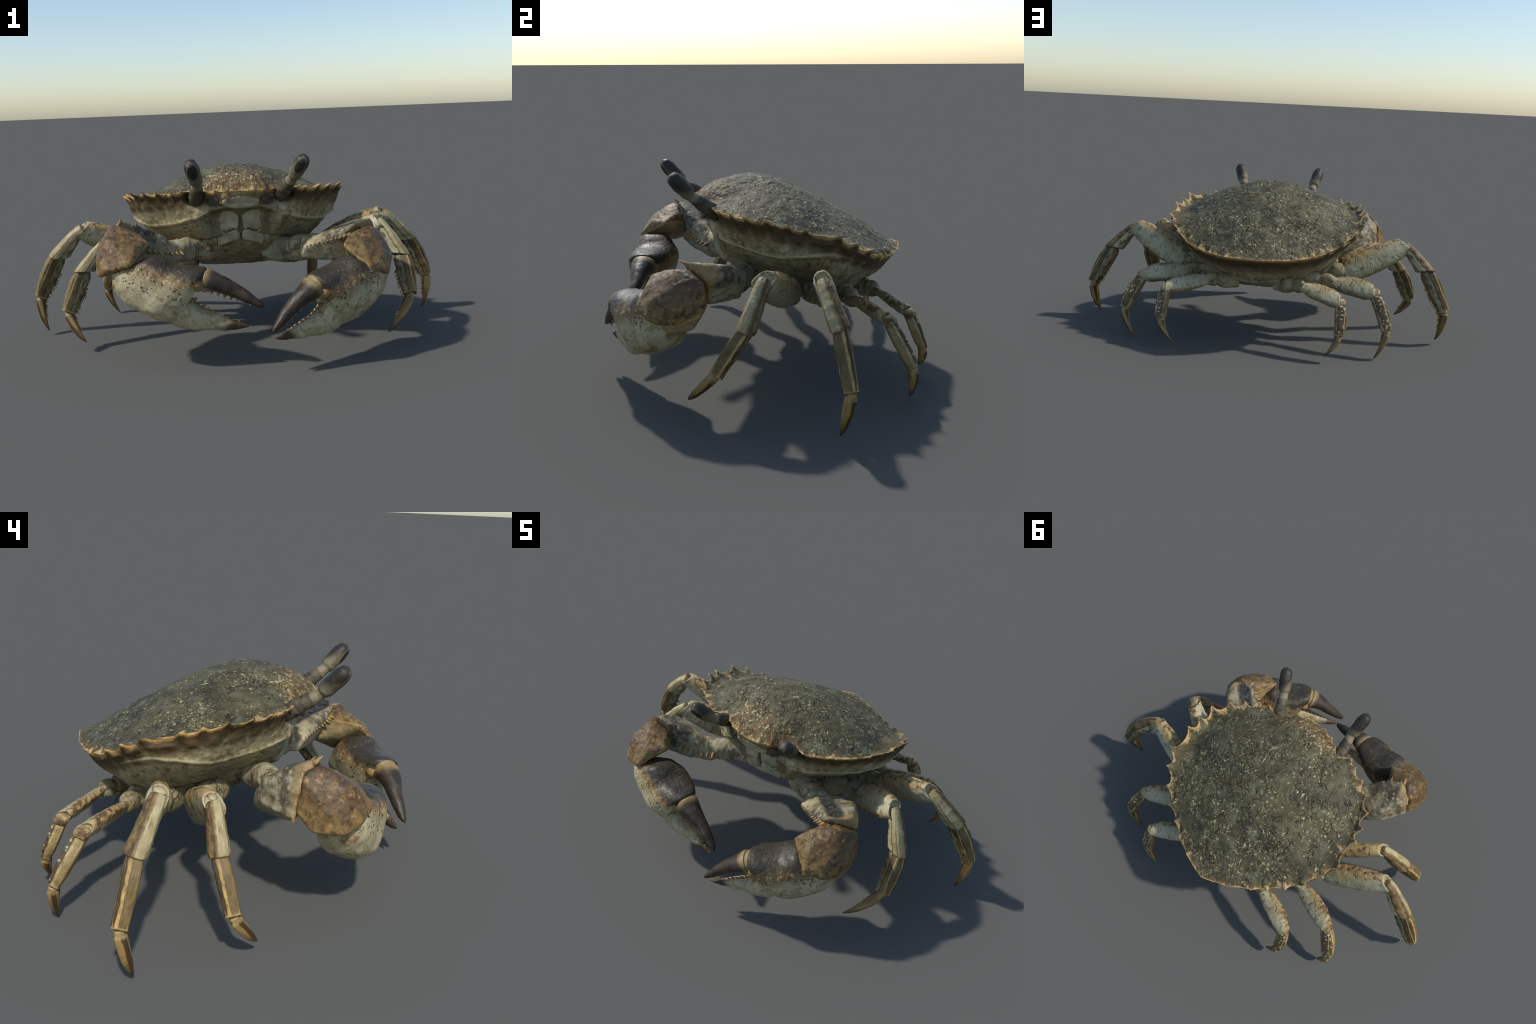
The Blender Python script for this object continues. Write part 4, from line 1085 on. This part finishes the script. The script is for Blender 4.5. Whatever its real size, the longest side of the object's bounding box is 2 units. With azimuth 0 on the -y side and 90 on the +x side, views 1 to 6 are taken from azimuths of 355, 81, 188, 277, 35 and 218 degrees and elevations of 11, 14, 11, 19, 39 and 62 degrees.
# claw on the +x side
CARP_P = [(.410, -.462, .482), (.45, -.405, .512), (.543, -.360, .536), (.605, -.275, .497), (.615, -.275, .394), (.610, -.32, .325), (.603, -.393, .308), (.504, -.524, .384),
          (.578, -.490, .364), (.634, -.385, .412), (.574, -.468, .426), (.595, -.295, .510), (.47, -.25, .39), (.50, -.26, .50), (.46, -.36, .40), (.50, -.480, .458),
          (.626, -.330, .44), (.612, -.42, .40), (.592, -.37, .492), (.606, -.44, .36)]
MER_P = [(.485, -.335, .545), (.53, -.31, .560), (.566, -.285, .560), (.592, -.255, .50), (.545, -.245, .41), (.488, -.252, .380), (.43, -.24, .374), (.565, -.213, .525), (.520, -.163, .535),
         (.500, -.135, .48), (.45, -.12, .405), (.385, -.112, .374), (.45, -.135, .505), (.40, -.115, .470), (.338, -.120, .460), (.27, -.11, .385), (.27, -.19, .385), (.282, -.225, .440), (.401, -.294, .475), (.275, -.15, .455)]
SP_P = [((.49, -.330, .545), (.478, -.362, .558), .008)]
for t in np.linspace(0, 1, 11):
    b = V([.300, -.215, .447]) * (1 - t) + V([.462, -.325, .500]) * t
    SP_P.append((b, b + V([-.016, -.022, -.004]) * rng.uniform(.7, 1.2), .009))
build_claw((.2674, -.5657, .3228), (-.7017, -.2856, -.6528), (-.5524, -.3605, .7515), (.450, -.888, -.0952), (-.06, -.03, 0.0, 1.0), MER_P, CARP_P,
           arm_root([(.12, -.03, .41), (.17, -.055, .412), (.225, -.082, .412), (.27, -.11, .415), (.32, -.14, .428), (.38, -.175, .44)], [.056, .062, .052, .058, .058, .05]), 51.0, SP_P, M_WRIST_P, M_ARM_P)

# claw on the -x side, held further forward across the mouth
CARP_N = [(-.405, -.392, .523), (-.44, -.345, .55), (-.542, -.347, .598), (-.585, -.285, .556), (-.60, -.275, .45), (-.616, -.33, .40), (-.616, -.425, .395), (-.478, -.513, .452),
          (-.573, -.483, .430), (-.626, -.37, .465), (-.538, -.455, .528), (-.563, -.295, .582), (-.49, -.25, .45), (-.49, -.26, .56), (-.45, -.33, .46), (-.46, -.455, .52), (-.578, -.42, .545),
          (-.610, -.33, .52), (-.606, -.44, .45)]
MER_N = [(-.455, -.297, .584), (-.514, -.318, .608), (-.580, -.277, .556), (-.588, -.256, .430), (-.50, -.24, .388), (-.462, -.297, .430), (-.385, -.252, .405), (-.309, -.164, .366), (-.268, -.200, .425),
         (-.40, -.27, .520), (-.34, -.215, .470), (-.53, -.255, .590), (-.50, -.155, .525), (-.52, -.150, .45), (-.452, -.115, .418), (-.40, -.12, .380), (-.36, -.155, .475), (-.29, -.12, .385), (-.35, -.112, .43), (-.35, -.208, .520), (-.315, -.185, .490)]
SP_N = [((-.52, -.315, .602), (-.514, -.338, .626), .010), ((-.456, -.297, .582), (-.452, -.312, .603), .007), ((-.583, -.258, .432), (-.592, -.262, .410), .008)]
for t in np.linspace(0, 1, 7):
    b = V([-.272, -.200, .440]) * (1 - t) + V([-.41, -.280, .468]) * t
    SP_N.append((b, b + V([.012, -.024, -.006]) * rng.uniform(.7, 1.2), .0095))
for t in np.linspace(0, 1, 4):       # folds of the arm root
    b = V([-.15, -.105, .440]) * (1 - t) + V([-.245, -.165, .445]) * t
    SP_N.append((b, b + V([.004, -.018, -.010]), .013))
build_claw((-.195, -.4892, .3601), (.7057, -.1319, -.6961), (.6928, -.0769, .717), (-.1481, -.9883, .0371), (.03, -.11, .27, 1.07), MER_N, CARP_N,
           arm_root([(-.12, -.035, .42), (-.165, -.065, .432), (-.21, -.10, .436), (-.25, -.125, .438), (-.30, -.155, .442), (-.35, -.18, .45)], [.050, .056, .047, .054, .050, .045]), 61.0, SP_N, M_WRIST_N, M_ARM_N)
